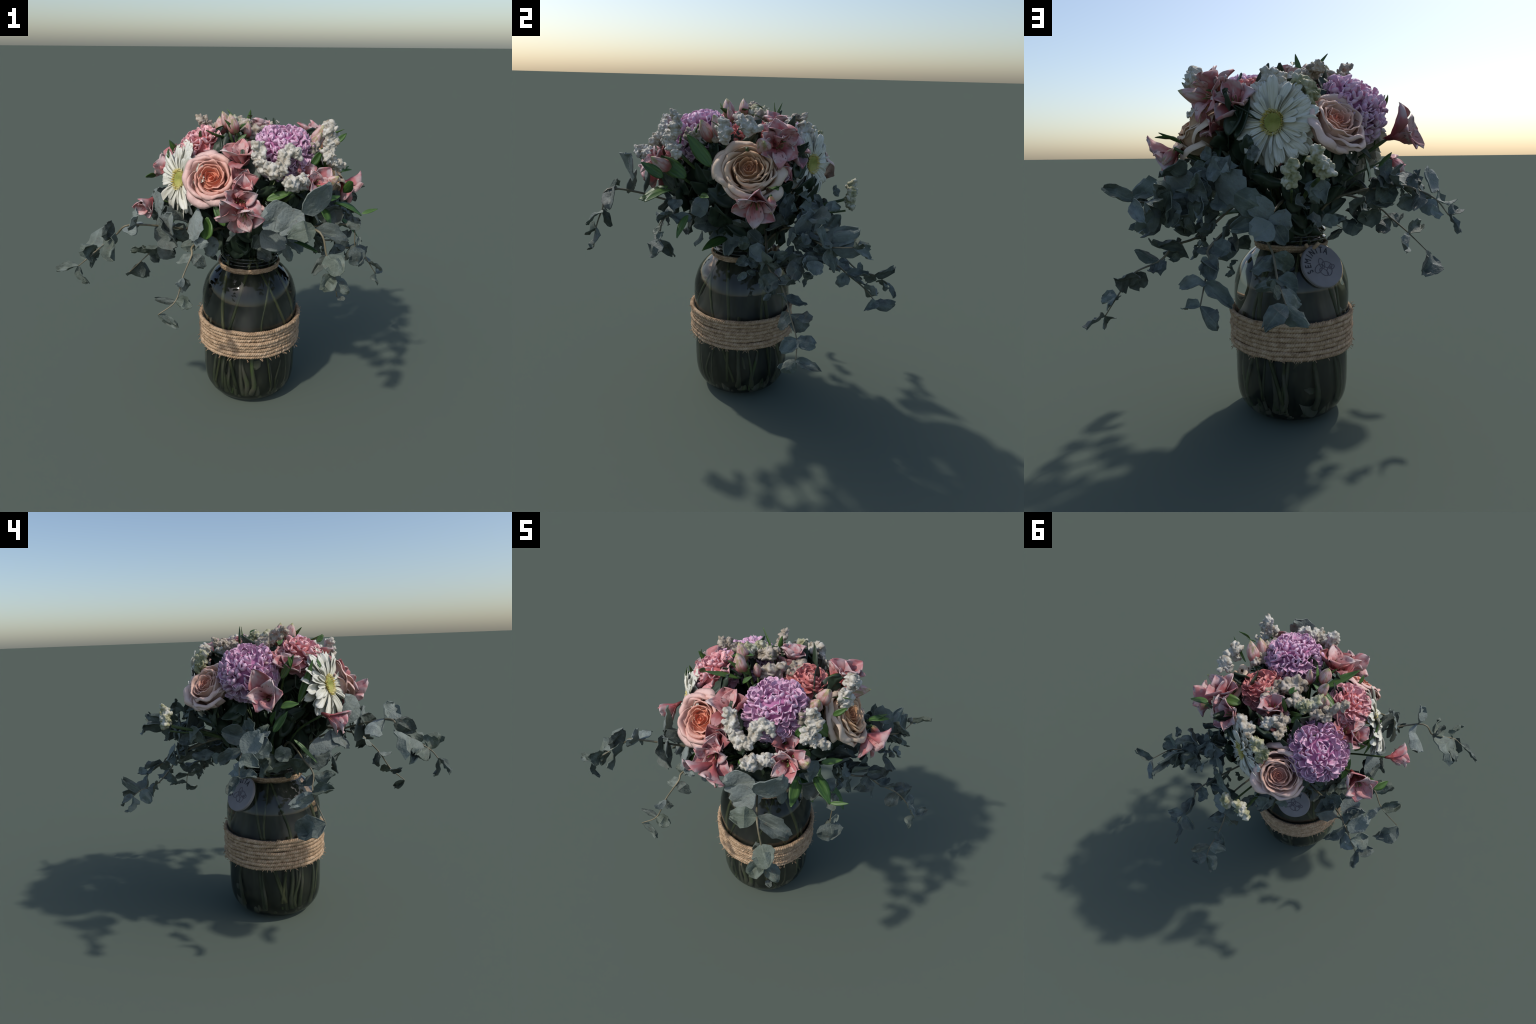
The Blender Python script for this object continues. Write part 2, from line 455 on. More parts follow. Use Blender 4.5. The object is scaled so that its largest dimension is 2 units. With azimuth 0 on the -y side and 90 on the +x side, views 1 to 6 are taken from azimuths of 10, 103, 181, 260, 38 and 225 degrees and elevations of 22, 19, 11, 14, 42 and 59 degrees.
for i, ch in enumerate(word):
    cu = bpy.data.curves.new('tag_letter', 'FONT'); cu.body = ch; cu.size = 0.052; cu.align_x = 'CENTER'; cu.extrude = 0.0012
    tmp = bpy.data.objects.new('tmp', cu); COL.objects.link(tmp)
    bpy.context.view_layer.update()
    me = bpy.data.meshes.new_from_object(tmp.evaluated_get(bpy.context.evaluated_depsgraph_get()))
    bpy.data.objects.remove(tmp); bpy.data.curves.remove(cu)
    me.materials.clear(); me.materials.append(M_INK)
    a = math.radians(188 - i * 19.5)
    M = Matrix.Translation((0.070 * math.cos(a), 0.070 * math.sin(a), 0.0075)) @ Matrix.Rotation(a - math.pi / 2, 4, 'Z') @ Matrix.Diagonal((.72, 1, 1, 1))
    link('tag_letter', me, tag, matrix=TM @ M)
bag = Bag()
for k, (cx, cy, w, h, ro) in enumerate([(-.03, -.01, .030, .017, .5), (.0, .012, .028, .016, 1.5), (.028, -.004, .030, .017, 2.6), (-.008, -.036, .028, .016, -.9),
                                        (.026, -.040, .026, .015, -2.2), (.050, -.022, .018, .012, .2)]):
    pts = []
    for i in range(18):
        t = 2 * math.pi * i / 18
        x, y = w * math.cos(t), h * math.sin(t)
        pts.append(Vector((cx + x * math.cos(ro) - y * math.sin(ro), cy + x * math.sin(ro) + y * math.cos(ro), 0.0068)))
    bag.add(*tube(pts, 0.0024, 4, closed=True))
link('tag_drawing', bag.mesh('tag_drawing', M_INK_SOFT), tag, matrix=TM)

# ---------------------------------------------------------------- eucalyptus
def eucalyptus_leaf(seed, flat=1.0):
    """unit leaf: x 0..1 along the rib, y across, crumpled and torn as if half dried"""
    r = random.Random(seed)
    nu, nv = 8, 6
    fold = r.uniform(.10, .75) * r.choice((-1, 1, 1)); curl = r.uniform(-.55, .35); twist = r.uniform(-.9, .9)
    fold *= flat; curl *= flat; twist *= flat
    blunt = r.uniform(.85, 1.20); hook = r.uniform(-.25, .25) * flat
    P = np.zeros((nu, nv, 3))
    for i in range(nu):
        u = i / (nu - 1)
        hw = 0.5 * (math.sin(math.pi * min(1, u ** 0.85 * 0.93 + 0.015)) ** 0.62) * blunt
        for j in range(nv):
            v = 2 * j / (nv - 1) - 1
            rim = abs(v) > .9 or i == nu - 1
            e = 1 + (r.uniform(-.17, .10) if rim else 0)
            x = u + (r.uniform(-.045, .045) if rim and i else 0)
            y = v * hw * e + hook * u * u * .5
            z = fold * abs(v) * hw + curl * (u * u - .3 * u) + twist * v * hw * (u - .3) \
                + 0.26 * flat * nz(u * 2.6, v * 1.3, 7.0, seed) * min(1, u * 3) + r.uniform(-.05, .05) * min(1, u * 4)
            P[i, j] = (x, y, z)
    V, F = shell(P, 0.030)
    return mesh_of('eucalyptus_leaf', V, F, True, M_EUC if flat == 1 else M_EUC_PALE, crease=38)

EUC = [eucalyptus_leaf(100 + k) for k in range(20)]
BROAD = [eucalyptus_leaf(140 + k, .38) for k in range(6)]      # the large leaves stay flatter

def outward(p, up=0.5):
    o = Vector((p[0] - AX.x, p[1] - AX.y, 0))
    o = o.normalized() if o.length > 1e-3 else Vector((0, 0, 1))
    return (o + Vector((0, 0, up))).normalized()

MOUTH = Vector((AX.x, AX.y, 1.09))

def eucalyptus_spray(nodes, leaves):
    """one trailing twig through its nodes; leaves are (node, tip, width)"""
    pts = [Vector(p) for p in nodes]
    root = pts[0]
    start = Vector((AX.x + (root.x - AX.x) * .35, AX.y + (root.y - AX.y) * .35, 1.04))
    path = smooth_path([start] + pts, 6)
    V, F = tube(path, lambda t: 0.0085 - 0.0055 * t, 6)
    spray = link('eucalyptus_spray', mesh_of('eucalyptus_spray', V, F, True, M_TWIG), ROOT)
    for i, tip, w in leaves:
        base = pts[i]
        tip = Vector(tip)
        hint = outward(base, 0.85) + Vector((random.uniform(-.3, .3), random.uniform(-.3, .3), random.uniform(-.1, .3)))
        tip = base + (tip - base) * .98
        link('eucalyptus_leaf', random.choice(EUC), spray, matrix=blade_frame(base, tip, w * .92, hint))
    return spray

def skirt_leaves(rows):
    """larger leaves packed between the flowers and the jar's mouth"""
    for bx, by, bz, tx, ty, tz, w in rows:
        b = Vector((bx, by, bz)); t = Vector((tx, ty, tz))
        o = outward((b + t) / 2, 0.25)
        t = t + o * random.uniform(-.03, .02); b = b - o * random.uniform(0, .02)
        hint = o + Vector((random.uniform(-.3, .3), random.uniform(-.3, .3), random.uniform(-.2, .3)))
        link('eucalyptus_leaf', random.choice(BROAD if w > .145 else EUC), ROOT, matrix=blade_frame(b, t, w * .95, hint))

def lance_leaf(seed):
    r = random.Random(seed); nu, nv = 14, 5
    curl = r.uniform(-.25, .25); P = np.zeros((nu, nv, 3))
    for i in range(nu):
        u = i / (nu - 1)
        hw = 0.5 * max(0.02, math.sin(math.pi * (u ** 0.8 * .93 + .05))) ** 0.9
        for j in range(nv):
            v = 2 * j / (nv - 1) - 1
            P[i, j] = (u, v * hw + .03 * nz(u * 3, 0, 0, seed), .25 * abs(v) * hw + curl * u * (u - .6) + .05 * nz(u * 3, v, 2, seed))
    V, F = shell(P, 0.03)
    return mesh_of('lance_leaf', V, F, True, M_LANCE)

LANCE = [lance_leaf(300 + k) for k in range(6)]

def lance_leaves(rows):
    for bx, by, bz, tx, ty, tz, w in rows:
        b = Vector((bx, by, bz)); t = Vector((tx, ty, tz))
        hint = outward((b + t) / 2, 0.9)
        link('lance_leaf', random.choice(LANCE), ROOT, matrix=blade_frame(b, t, w, hint, depth=w * 1.6))

eucalyptus_spray([(-0.200, -0.350, 1.250), (-0.536, -0.680, 1.405), (-0.654, -0.719, 1.343), (-0.755, -0.850, 1.257), (-0.816, -0.881, 1.206)], [
    (1, (-0.510, -0.770, 1.493), 0.156),
    (1, (-0.666, -0.544, 1.341), 0.12),
    (2, (-0.594, -0.868, 1.241), 0.144),
    (2, (-0.880, -0.710, 1.262), 0.216),
    (2, (-0.672, -0.767, 1.430), 0.156),
    (3, (-0.740, -0.793, 1.206), 0.132),
    (3, (-0.740, -0.925, 1.330), 0.12),
    (3, (-0.870, -0.700, 1.240), 0.12),
    (4, (-0.972, -0.868, 1.173), 0.072),
    (4, (-0.765, -0.903, 1.104), 0.108),
])
eucalyptus_spray([(-0.100, -0.350, 1.300), (-0.215, -0.611, 1.275), (-0.211, -0.682, 1.237), (-0.240, -0.778, 1.139), (-0.264, -0.854, 1.023), (-0.350, -0.915, 0.959)], [
    (2, (-0.297, -0.714, 1.204), 0.07),
    (2, (-0.129, -0.679, 1.169), 0.09),
    (3, (-0.232, -0.739, 1.054), 0.08),
    (3, (-0.255, -0.863, 1.128), 0.06),
    (4, (-0.377, -0.875, 1.035), 0.045),
    (4, (-0.177, -0.826, 0.983), 0.09),
    (5, (-0.243, -0.886, 0.880), 0.06),
])
eucalyptus_spray([(0.200, -0.400, 1.300), (0.499, -0.774, 1.470), (0.565, -0.823, 1.349), (0.608, -0.848, 1.247), (0.633, -0.859, 1.133)], [
    (1, (0.369, -0.854, 1.462), 0.13),
    (1, (0.685, -0.715, 1.404), 0.11),
    (2, (0.661, -0.893, 1.311), 0.13),
    (2, (0.498, -0.791, 1.233), 0.06),
    (3, (0.543, -0.908, 1.182), 0.09),
    (3, (0.688, -0.825, 1.147), 0.1),
    (4, (0.671, -0.878, 1.118), 0.04),
])
eucalyptus_spray([(0.200, -0.300, 1.250), (0.658, -0.356, 1.375), (0.723, -0.392, 1.250)], [
    (1, (0.733, -0.377, 1.420), 0.11),
    (1, (0.591, -0.256, 1.320), 0.1),
    (2, (0.775, -0.436, 1.167), 0.16),
    (2, (0.652, -0.335, 1.152), 0.12),
    (2, (0.748, -0.355, 1.303), 0.05),
])
eucalyptus_spray([(0.250, 0.100, 1.250), (0.489, 0.188, 1.079), (0.602, 0.282, 1.042), (0.674, 0.334, 0.973), (0.790, 0.387, 0.922), (0.862, 0.440, 0.817), (0.922, 0.451, 0.725)], [
    (1, (0.476, 0.191, 0.962), 0.11),
    (1, (0.619, 0.248, 1.173), 0.1),
    (2, (0.665, 0.407, 1.053), 0.13),
    (2, (0.620, 0.189, 0.973), 0.12),
    (3, (0.797, 0.334, 1.016), 0.08),
    (3, (0.654, 0.441, 0.917), 0.1),
    (4, (0.846, 0.502, 0.909), 0.13),
    (4, (0.793, 0.306, 0.847), 0.11),
    (5, (0.883, 0.540, 0.820), 0.09),
    (5, (0.959, 0.371, 0.782), 0.09),
    (6, (0.973, 0.590, 0.720), 0.07),
    (6, (0.937, 0.374, 0.664), 0.09),
])
eucalyptus_spray([(0.150, 0.150, 1.250), (0.373, 0.560, 1.095), (0.377, 0.642, 1.036), (0.383, 0.749, 0.961), (0.392, 0.825, 0.882)], [
    (1, (0.440, 0.599, 1.065), 0.08),
    (1, (0.292, 0.595, 1.048), 0.11),
    (2, (0.434, 0.607, 0.971), 0.08),
    (2, (0.322, 0.773, 1.022), 0.08),
    (2, (0.356, 0.752, 0.963), 0.09),
    (3, (0.470, 0.829, 0.955), 0.07),
    (3, (0.266, 0.775, 0.863), 0.1),
    (4, (0.482, 0.795, 0.871), 0.06),
    (4, (0.309, 0.946, 0.842), 0.09),
])
eucalyptus_spray([(0.050, 0.150, 1.250), (0.142, 0.490, 1.157), (0.103, 0.596, 1.048), (0.083, 0.692, 0.960), (0.063, 0.803, 0.929), (0.045, 0.859, 0.893)], [
    (1, (0.185, 0.498, 1.116), 0.13),
    (1, (0.039, 0.487, 1.159), 0.12),
    (2, (0.201, 0.672, 0.992), 0.09),
    (2, (0.011, 0.580, 0.984), 0.09),
    (3, (0.175, 0.717, 0.921), 0.06),
    (3, (-0.006, 0.732, 0.942), 0.08),
    (4, (0.114, 0.928, 0.998), 0.08),
    (4, (-0.030, 0.742, 0.885), 0.09),
    (5, (0.124, 0.954, 0.837), 0.1),
    (5, (-0.042, 0.885, 0.813), 0.1),
])
eucalyptus_spray([(-0.250, -0.150, 1.250), (-0.475, -0.190, 1.181), (-0.566, -0.223, 1.112), (-0.667, -0.189, 1.025), (-0.811, -0.219, 0.887)], [
    (1, (-0.380, -0.168, 1.074), 0.12),
    (1, (-0.496, -0.352, 1.216), 0.12),
    (2, (-0.491, -0.154, 1.039), 0.1),
    (2, (-0.630, -0.339, 1.116), 0.12),
    (3, (-0.624, -0.071, 0.930), 0.1),
    (3, (-0.752, -0.291, 1.054), 0.1),
    (4, (-0.733, -0.076, 0.796), 0.15),
])
eucalyptus_spray([(-0.200, 0.100, 1.250), (-0.506, 0.155, 1.321), (-0.618, 0.199, 1.299), (-0.700, 0.234, 1.255), (-0.760, 0.250, 1.179)], [
    (1, (-0.427, 0.139, 1.415), 0.14),
    (1, (-0.420, 0.173, 1.236), 0.12),
    (1, (-0.465, 0.297, 1.382), 0.14),
    (1, (-0.509, 0.026, 1.408), 0.14),
    (2, (-0.643, 0.106, 1.393), 0.09),
    (2, (-0.563, 0.329, 1.212), 0.08),
    (3, (-0.662, 0.285, 1.182), 0.13),
    (3, (-0.770, 0.139, 1.239), 0.13),
    (4, (-0.776, 0.313, 1.092), 0.07),
    (4, (-0.838, 0.161, 1.179), 0.07),
])
eucalyptus_spray([(0.250, 0.250, 1.250), (0.592, 0.496, 1.273), (0.659, 0.569, 1.280), (0.682, 0.687, 1.297)], [
    (1, (0.604, 0.688, 1.394), 0.12),
    (1, (0.608, 0.508, 1.213), 0.12),
    (2, (0.705, 0.594, 1.157), 0.09),
    (2, (0.638, 0.593, 1.152), 0.1),
    (2, (0.713, 0.559, 1.307), 0.07),
    (2, (0.563, 0.764, 1.272), 0.13),
    (3, (0.798, 0.708, 1.345), 0.08),
    (3, (0.617, 0.796, 1.224), 0.07),
])

skirt_leaves([
    (-0.440, -0.564, 1.417, -0.505, -0.440, 1.535, 0.19),
    (-0.440, -0.564, 1.417, -0.307, -0.650, 1.278, 0.14),
    (-0.406, -0.549, 1.260, -0.372, -0.636, 1.457, 0.18),
    (-0.196, -0.575, 1.490, -0.236, -0.648, 1.325, 0.16),
    (-0.215, -0.644, 1.296, -0.141, -0.628, 1.305, 0.08),
    (-0.150, -0.508, 1.300, -0.119, -0.548, 1.189, 0.12),
    (-0.303, -0.635, 1.267, -0.194, -0.608, 1.289, 0.09),
    (-0.521, -0.361, 1.198, -0.428, -0.377, 1.120, 0.13),
    (-0.411, -0.497, 1.328, -0.313, -0.516, 1.242, 0.13),
    (-0.340, -0.437, 1.475, -0.358, -0.468, 1.406, 0.1),
    (0.171, -0.552, 1.358, 0.329, -0.552, 1.291, 0.16),
    (0.163, -0.501, 1.328, 0.127, -0.539, 1.250, 0.1),
    (0.297, -0.294, 1.194, 0.343, -0.325, 1.099, 0.08),
    (0.131, -0.401, 1.198, 0.212, -0.412, 1.136, 0.1),
    (0.425, -0.695, 1.537, 0.555, -0.630, 1.670, 0.21),
    (0.425, -0.695, 1.537, 0.315, -0.751, 1.435, 0.19),
    (0.360, -0.620, 1.530, 0.190, -0.667, 1.447, 0.22),
    (0.505, -0.407, 1.430, 0.612, -0.373, 1.470, 0.14),
    (0.632, -0.312, 1.465, 0.678, -0.320, 1.425, 0.1),
    (0.504, 0.079, 1.197, 0.515, 0.013, 1.208, 0.1),
    (0.510, 0.081, 1.190, 0.506, 0.175, 1.141, 0.11),
    (0.479, 0.062, 1.272, 0.482, 0.159, 1.198, 0.1),
    (0.500, 0.070, 1.114, 0.494, 0.144, 1.082, 0.09),
    (0.501, 0.066, 1.114, 0.525, 0.021, 1.074, 0.07),
    (0.502, 0.062, 1.032, 0.495, 0.122, 1.012, 0.04),
    (0.505, 0.063, 1.024, 0.529, 0.014, 0.988, 0.05),
    (0.477, 0.175, 1.137, 0.461, 0.311, 1.093, 0.12),
    (0.418, 0.306, 1.131, 0.404, 0.382, 1.120, 0.07),
    (0.302, 0.372, 1.090, 0.358, 0.310, 0.972, 0.12),
    (0.300, 0.378, 1.090, 0.274, 0.534, 1.062, 0.11),
    (0.320, 0.380, 0.983, 0.312, 0.441, 0.966, 0.06),
])
skirt_leaves([
    (0.313, 0.407, 0.955, 0.335, 0.387, 0.904, 0.04),
    (0.261, -0.078, 1.219, 0.326, -0.108, 1.053, 0.14),
    (0.216, -0.153, 1.190, 0.257, -0.269, 1.149, 0.12),
    (0.287, -0.170, 1.258, 0.329, -0.328, 1.244, 0.13),
    (0.506, -0.191, 1.368, 0.504, -0.276, 1.429, 0.14),
    (0.475, 0.395, 1.322, 0.515, 0.339, 1.244, 0.15),
    (0.475, 0.395, 1.322, 0.445, 0.384, 1.414, 0.14),
    (0.475, 0.395, 1.322, 0.442, 0.470, 1.367, 0.12),
    (0.475, 0.395, 1.322, 0.421, 0.394, 1.320, 0.13),
    (0.475, 0.395, 1.322, 0.482, 0.411, 1.239, 0.12),
    (0.358, 0.419, 1.409, 0.255, 0.430, 1.255, 0.19),
    (0.358, 0.419, 1.409, 0.427, 0.418, 1.420, 0.13),
    (0.358, 0.419, 1.409, 0.310, 0.408, 1.464, 0.11),
    (0.330, 0.370, 1.330, 0.360, 0.420, 1.220, 0.12),
    (0.277, 0.505, 1.315, 0.134, 0.549, 1.237, 0.13),
    (-0.080, 0.360, 1.360, -0.130, 0.500, 1.300, 0.13),
    (0.466, 0.276, 1.352, 0.409, 0.303, 1.498, 0.11),
    (0.451, 0.511, 1.355, 0.454, 0.566, 1.311, 0.14),
    (0.317, 0.489, 1.425, 0.304, 0.560, 1.414, 0.07),
    (0.304, 0.412, 1.480, 0.318, 0.464, 1.405, 0.07),
    (0.483, 0.532, 1.226, 0.522, 0.372, 1.222, 0.1),
    (0.555, 0.576, 1.331, 0.609, 0.563, 1.185, 0.12),
    (0.505, 0.442, 1.320, 0.614, 0.426, 1.415, 0.16),
    (0.491, 0.512, 1.328, 0.405, 0.510, 1.330, 0.13),
    (0.475, 0.480, 1.267, 0.580, 0.479, 1.285, 0.12),
    (0.436, 0.516, 1.304, 0.481, 0.538, 1.197, 0.08),
    (0.433, 0.515, 1.304, 0.427, 0.534, 1.203, 0.06),
    (0.398, 0.385, 1.390, 0.516, 0.391, 1.367, 0.11),
    (0.395, 0.384, 1.478, 0.448, 0.382, 1.497, 0.07),
    (0.441, 0.330, 1.447, 0.495, 0.336, 1.426, 0.06),
    (0.522, 0.422, 1.262, 0.537, 0.435, 1.199, 0.12),
])
skirt_leaves([
    (0.573, 0.429, 1.210, 0.584, 0.439, 1.157, 0.09),
    (0.675, 0.481, 1.199, 0.700, 0.495, 1.126, 0.11),
    (0.653, 0.451, 1.220, 0.679, 0.466, 1.143, 0.12),
    (0.611, 0.425, 1.334, 0.569, 0.441, 1.243, 0.12),
    (0.730, 0.441, 1.301, 0.676, 0.430, 1.353, 0.07),
    (0.541, 0.345, 1.189, 0.501, 0.359, 1.109, 0.07),
    (0.403, 0.324, 1.186, 0.489, 0.337, 1.124, 0.07),
    (0.438, 0.328, 1.224, 0.364, 0.332, 1.197, 0.14),
    (0.411, 0.380, 1.258, 0.458, 0.377, 1.279, 0.13),
    (0.148, 0.515, 1.304, 0.189, 0.533, 1.214, 0.15),
    (0.117, 0.539, 1.214, 0.033, 0.548, 1.156, 0.16),
    (0.107, 0.558, 1.182, 0.185, 0.572, 1.116, 0.17),
    (0.100, 0.553, 1.175, 0.047, 0.567, 1.094, 0.1),
    (0.124, 0.469, 1.199, 0.296, 0.483, 1.143, 0.1),
    (0.261, 0.299, 1.090, 0.227, 0.310, 1.030, 0.09),
    (-0.272, 0.029, 1.138, -0.359, 0.036, 1.091, 0.13),
    (-0.308, 0.088, 1.169, -0.339, 0.069, 1.264, 0.12),
    (-0.352, 0.035, 1.138, -0.452, 0.023, 1.192, 0.12),
    (-0.142, 0.032, 1.115, -0.254, 0.026, 1.132, 0.06),
    (-0.200, -0.159, 0.996, -0.274, -0.173, 1.061, 0.06),
    (-0.391, 0.158, 1.300, -0.386, 0.146, 1.363, 0.13),
    (-0.415, 0.184, 1.370, -0.495, 0.194, 1.312, 0.14),
    (-0.526, 0.088, 1.366, -0.616, 0.092, 1.335, 0.16),
    (-0.525, 0.143, 1.221, -0.585, 0.136, 1.255, 0.1),
    (-0.396, 0.137, 1.245, -0.514, 0.141, 1.215, 0.1),
    (-0.609, 0.188, 1.236, -0.684, 0.184, 1.249, 0.06),
    (-0.372, 0.143, 1.228, -0.514, 0.128, 1.291, 0.14),
    (-0.688, 0.216, 1.294, -0.683, 0.105, 1.400, 0.17),
    (-0.644, 0.150, 1.263, -0.640, 0.054, 1.350, 0.14),
    (-0.350, 0.032, 1.118, -0.375, -0.149, 1.153, 0.12),
    (-0.383, -0.036, 1.188, -0.392, -0.136, 1.226, 0.1),
])
skirt_leaves([
    (-0.383, 0.062, 1.148, -0.386, -0.031, 1.203, 0.12),
    (-0.446, -0.237, 1.248, -0.479, -0.362, 1.212, 0.17),
    (-0.365, -0.150, 1.112, -0.373, -0.248, 1.155, 0.14),
    (-0.430, -0.266, 1.204, -0.458, -0.339, 1.147, 0.13),
    (-0.414, -0.394, 1.326, -0.456, -0.527, 1.257, 0.16),
    (-0.420, -0.343, 1.302, -0.444, -0.432, 1.271, 0.16),
    (-0.090, 0.458, 1.372, -0.128, 0.405, 1.259, 0.14),
    (0.002, 0.535, 1.268, -0.024, 0.432, 1.241, 0.1),
    (0.330, 0.543, 1.117, 0.311, 0.447, 1.114, 0.11),
    (-0.121, 0.322, 1.192, -0.103, 0.443, 1.174, 0.09),
    (-0.153, 0.319, 1.199, -0.174, 0.296, 1.131, 0.1),
    (0.564, 0.547, 1.293, 0.546, 0.596, 1.182, 0.12),
    (0.195, 0.561, 1.460, 0.201, 0.514, 1.518, 0.07),
    (0.663, 0.434, 1.211, 0.756, 0.394, 1.114, 0.11),
    (0.615, 0.520, 1.370, 0.734, 0.527, 1.296, 0.12),
    (0.680, 0.411, 1.227, 0.619, 0.373, 1.236, 0.05),
    (0.515, 0.449, 1.402, 0.586, 0.531, 1.424, 0.13),
    (0.532, 0.219, 1.029, 0.566, 0.167, 0.961, 0.08),
    (0.510, 0.174, 1.091, 0.492, 0.139, 1.073, 0.08),
    (0.502, 0.204, 1.122, 0.600, 0.292, 1.131, 0.09),
    (0.515, 0.184, 1.112, 0.560, 0.301, 1.183, 0.1),
    (0.610, 0.260, 1.003, 0.657, 0.250, 0.962, 0.08),
    (0.581, 0.279, 1.030, 0.668, 0.396, 1.071, 0.07),
    (0.684, 0.259, 0.980, 0.693, 0.219, 0.940, 0.04),
    (0.433, 0.126, 1.170, 0.463, 0.069, 1.100, 0.08),
    (-0.020, -0.460, 1.300, 0.020, -0.620, 1.420, 0.14),
    (-0.300, -0.420, 1.400, -0.360, -0.560, 1.500, 0.13),
    (0.200, -0.450, 1.400, 0.240, -0.600, 1.500, 0.13),
    (0.450, 0.200, 1.300, 0.580, 0.260, 1.380, 0.14),
    (0.460, 0.300, 1.250, 0.580, 0.380, 1.300, 0.13),
    (0.420, 0.050, 1.280, 0.550, 0.060, 1.360, 0.13),
])

lance_leaves([
    (-0.069, -0.240, 1.820, -0.179, -0.413, 1.901, 0.06),
    (-0.017, -0.203, 1.850, -0.094, -0.298, 1.960, 0.03),
    (-0.019, -0.263, 1.822, 0.030, -0.238, 1.871, 0.03),
    (-0.014, 0.044, 1.794, -0.163, 0.109, 1.973, 0.035),
    (0.565, -0.210, 1.832, 0.627, -0.178, 1.885, 0.035),
    (0.438, -0.367, 1.725, 0.491, -0.326, 1.804, 0.05),
    (0.581, -0.362, 1.504, 0.742, -0.456, 1.473, 0.08),
    (0.743, -0.454, 1.475, 0.832, -0.420, 1.500, 0.025),
    (0.209, -0.581, 1.561, 0.354, -0.538, 1.609, 0.05),
    (0.629, -0.393, 1.583, 0.680, -0.493, 1.671, 0.06),
    (0.523, -0.213, 1.474, 0.613, -0.128, 1.485, 0.04),
    (0.445, -0.132, 1.667, 0.513, -0.065, 1.678, 0.045),
    (0.565, 0.210, 1.542, 0.657, 0.290, 1.586, 0.035),
    (0.502, -0.420, 1.504, 0.566, -0.574, 1.423, 0.07),
    (-0.435, -0.077, 1.668, -0.490, -0.139, 1.801, 0.05),
    (-0.448, -0.173, 1.525, -0.463, -0.258, 1.767, 0.045),
    (-0.216, -0.359, 1.868, -0.215, -0.405, 1.905, 0.035),
    (-0.028, 0.093, 1.868, -0.002, 0.084, 1.978, 0.03),
    (0.008, 0.021, 1.935, 0.006, -0.023, 1.961, 0.03),
    (-0.482, -0.119, 1.737, -0.509, -0.100, 1.796, 0.03),
    (-0.449, -0.305, 1.719, -0.452, -0.284, 1.773, 0.03),
    (0.458, -0.058, 1.815, 0.609, -0.111, 1.900, 0.02),
    (0.279, 0.174, 1.760, 0.427, 0.246, 1.792, 0.07),
    (0.578, 0.211, 1.557, 0.678, 0.277, 1.571, 0.05),
    (-0.013, 0.028, 1.863, 0.015, -0.050, 1.907, 0.03),
    (-0.081, 0.109, 1.829, -0.106, 0.035, 1.850, 0.04),
    (-0.025, -0.183, 1.883, 0.028, -0.257, 1.936, 0.035),
    (-0.224, -0.119, 1.857, -0.048, -0.132, 1.936, 0.06),
    (0.302, -0.127, 1.162, 0.491, -0.219, 1.130, 0.08),
    (0.509, -0.151, 1.641, 0.485, -0.300, 1.808, 0.08),
    (0.503, -0.309, 1.566, 0.498, -0.469, 1.684, 0.09),
    (-0.449, 0.000, 1.413, -0.521, -0.016, 1.490, 0.035),
    (-0.403, -0.026, 1.349, -0.391, -0.119, 1.467, 0.05),
    (-0.027, -0.622, 1.408, -0.101, -0.585, 1.530, 0.05),
    (-0.141, -0.610, 1.313, -0.133, -0.560, 1.433, 0.1),
    (-0.648, -0.015, 1.528, -0.689, -0.105, 1.549, 0.05),
    (-0.462, -0.138, 1.305, -0.520, -0.261, 1.167, 0.03),
    (0.621, -0.253, 1.376, 0.738, -0.276, 1.277, 0.05),
])

# --------------------------------------------------------------------- roses
def bezier(pts, t):
    pts = [np.array(p, float) for p in pts]
    while len(pts) > 1:
        pts = [a * (1 - t) + b * t for a, b in zip(pts, pts[1:])]
    return pts[0]

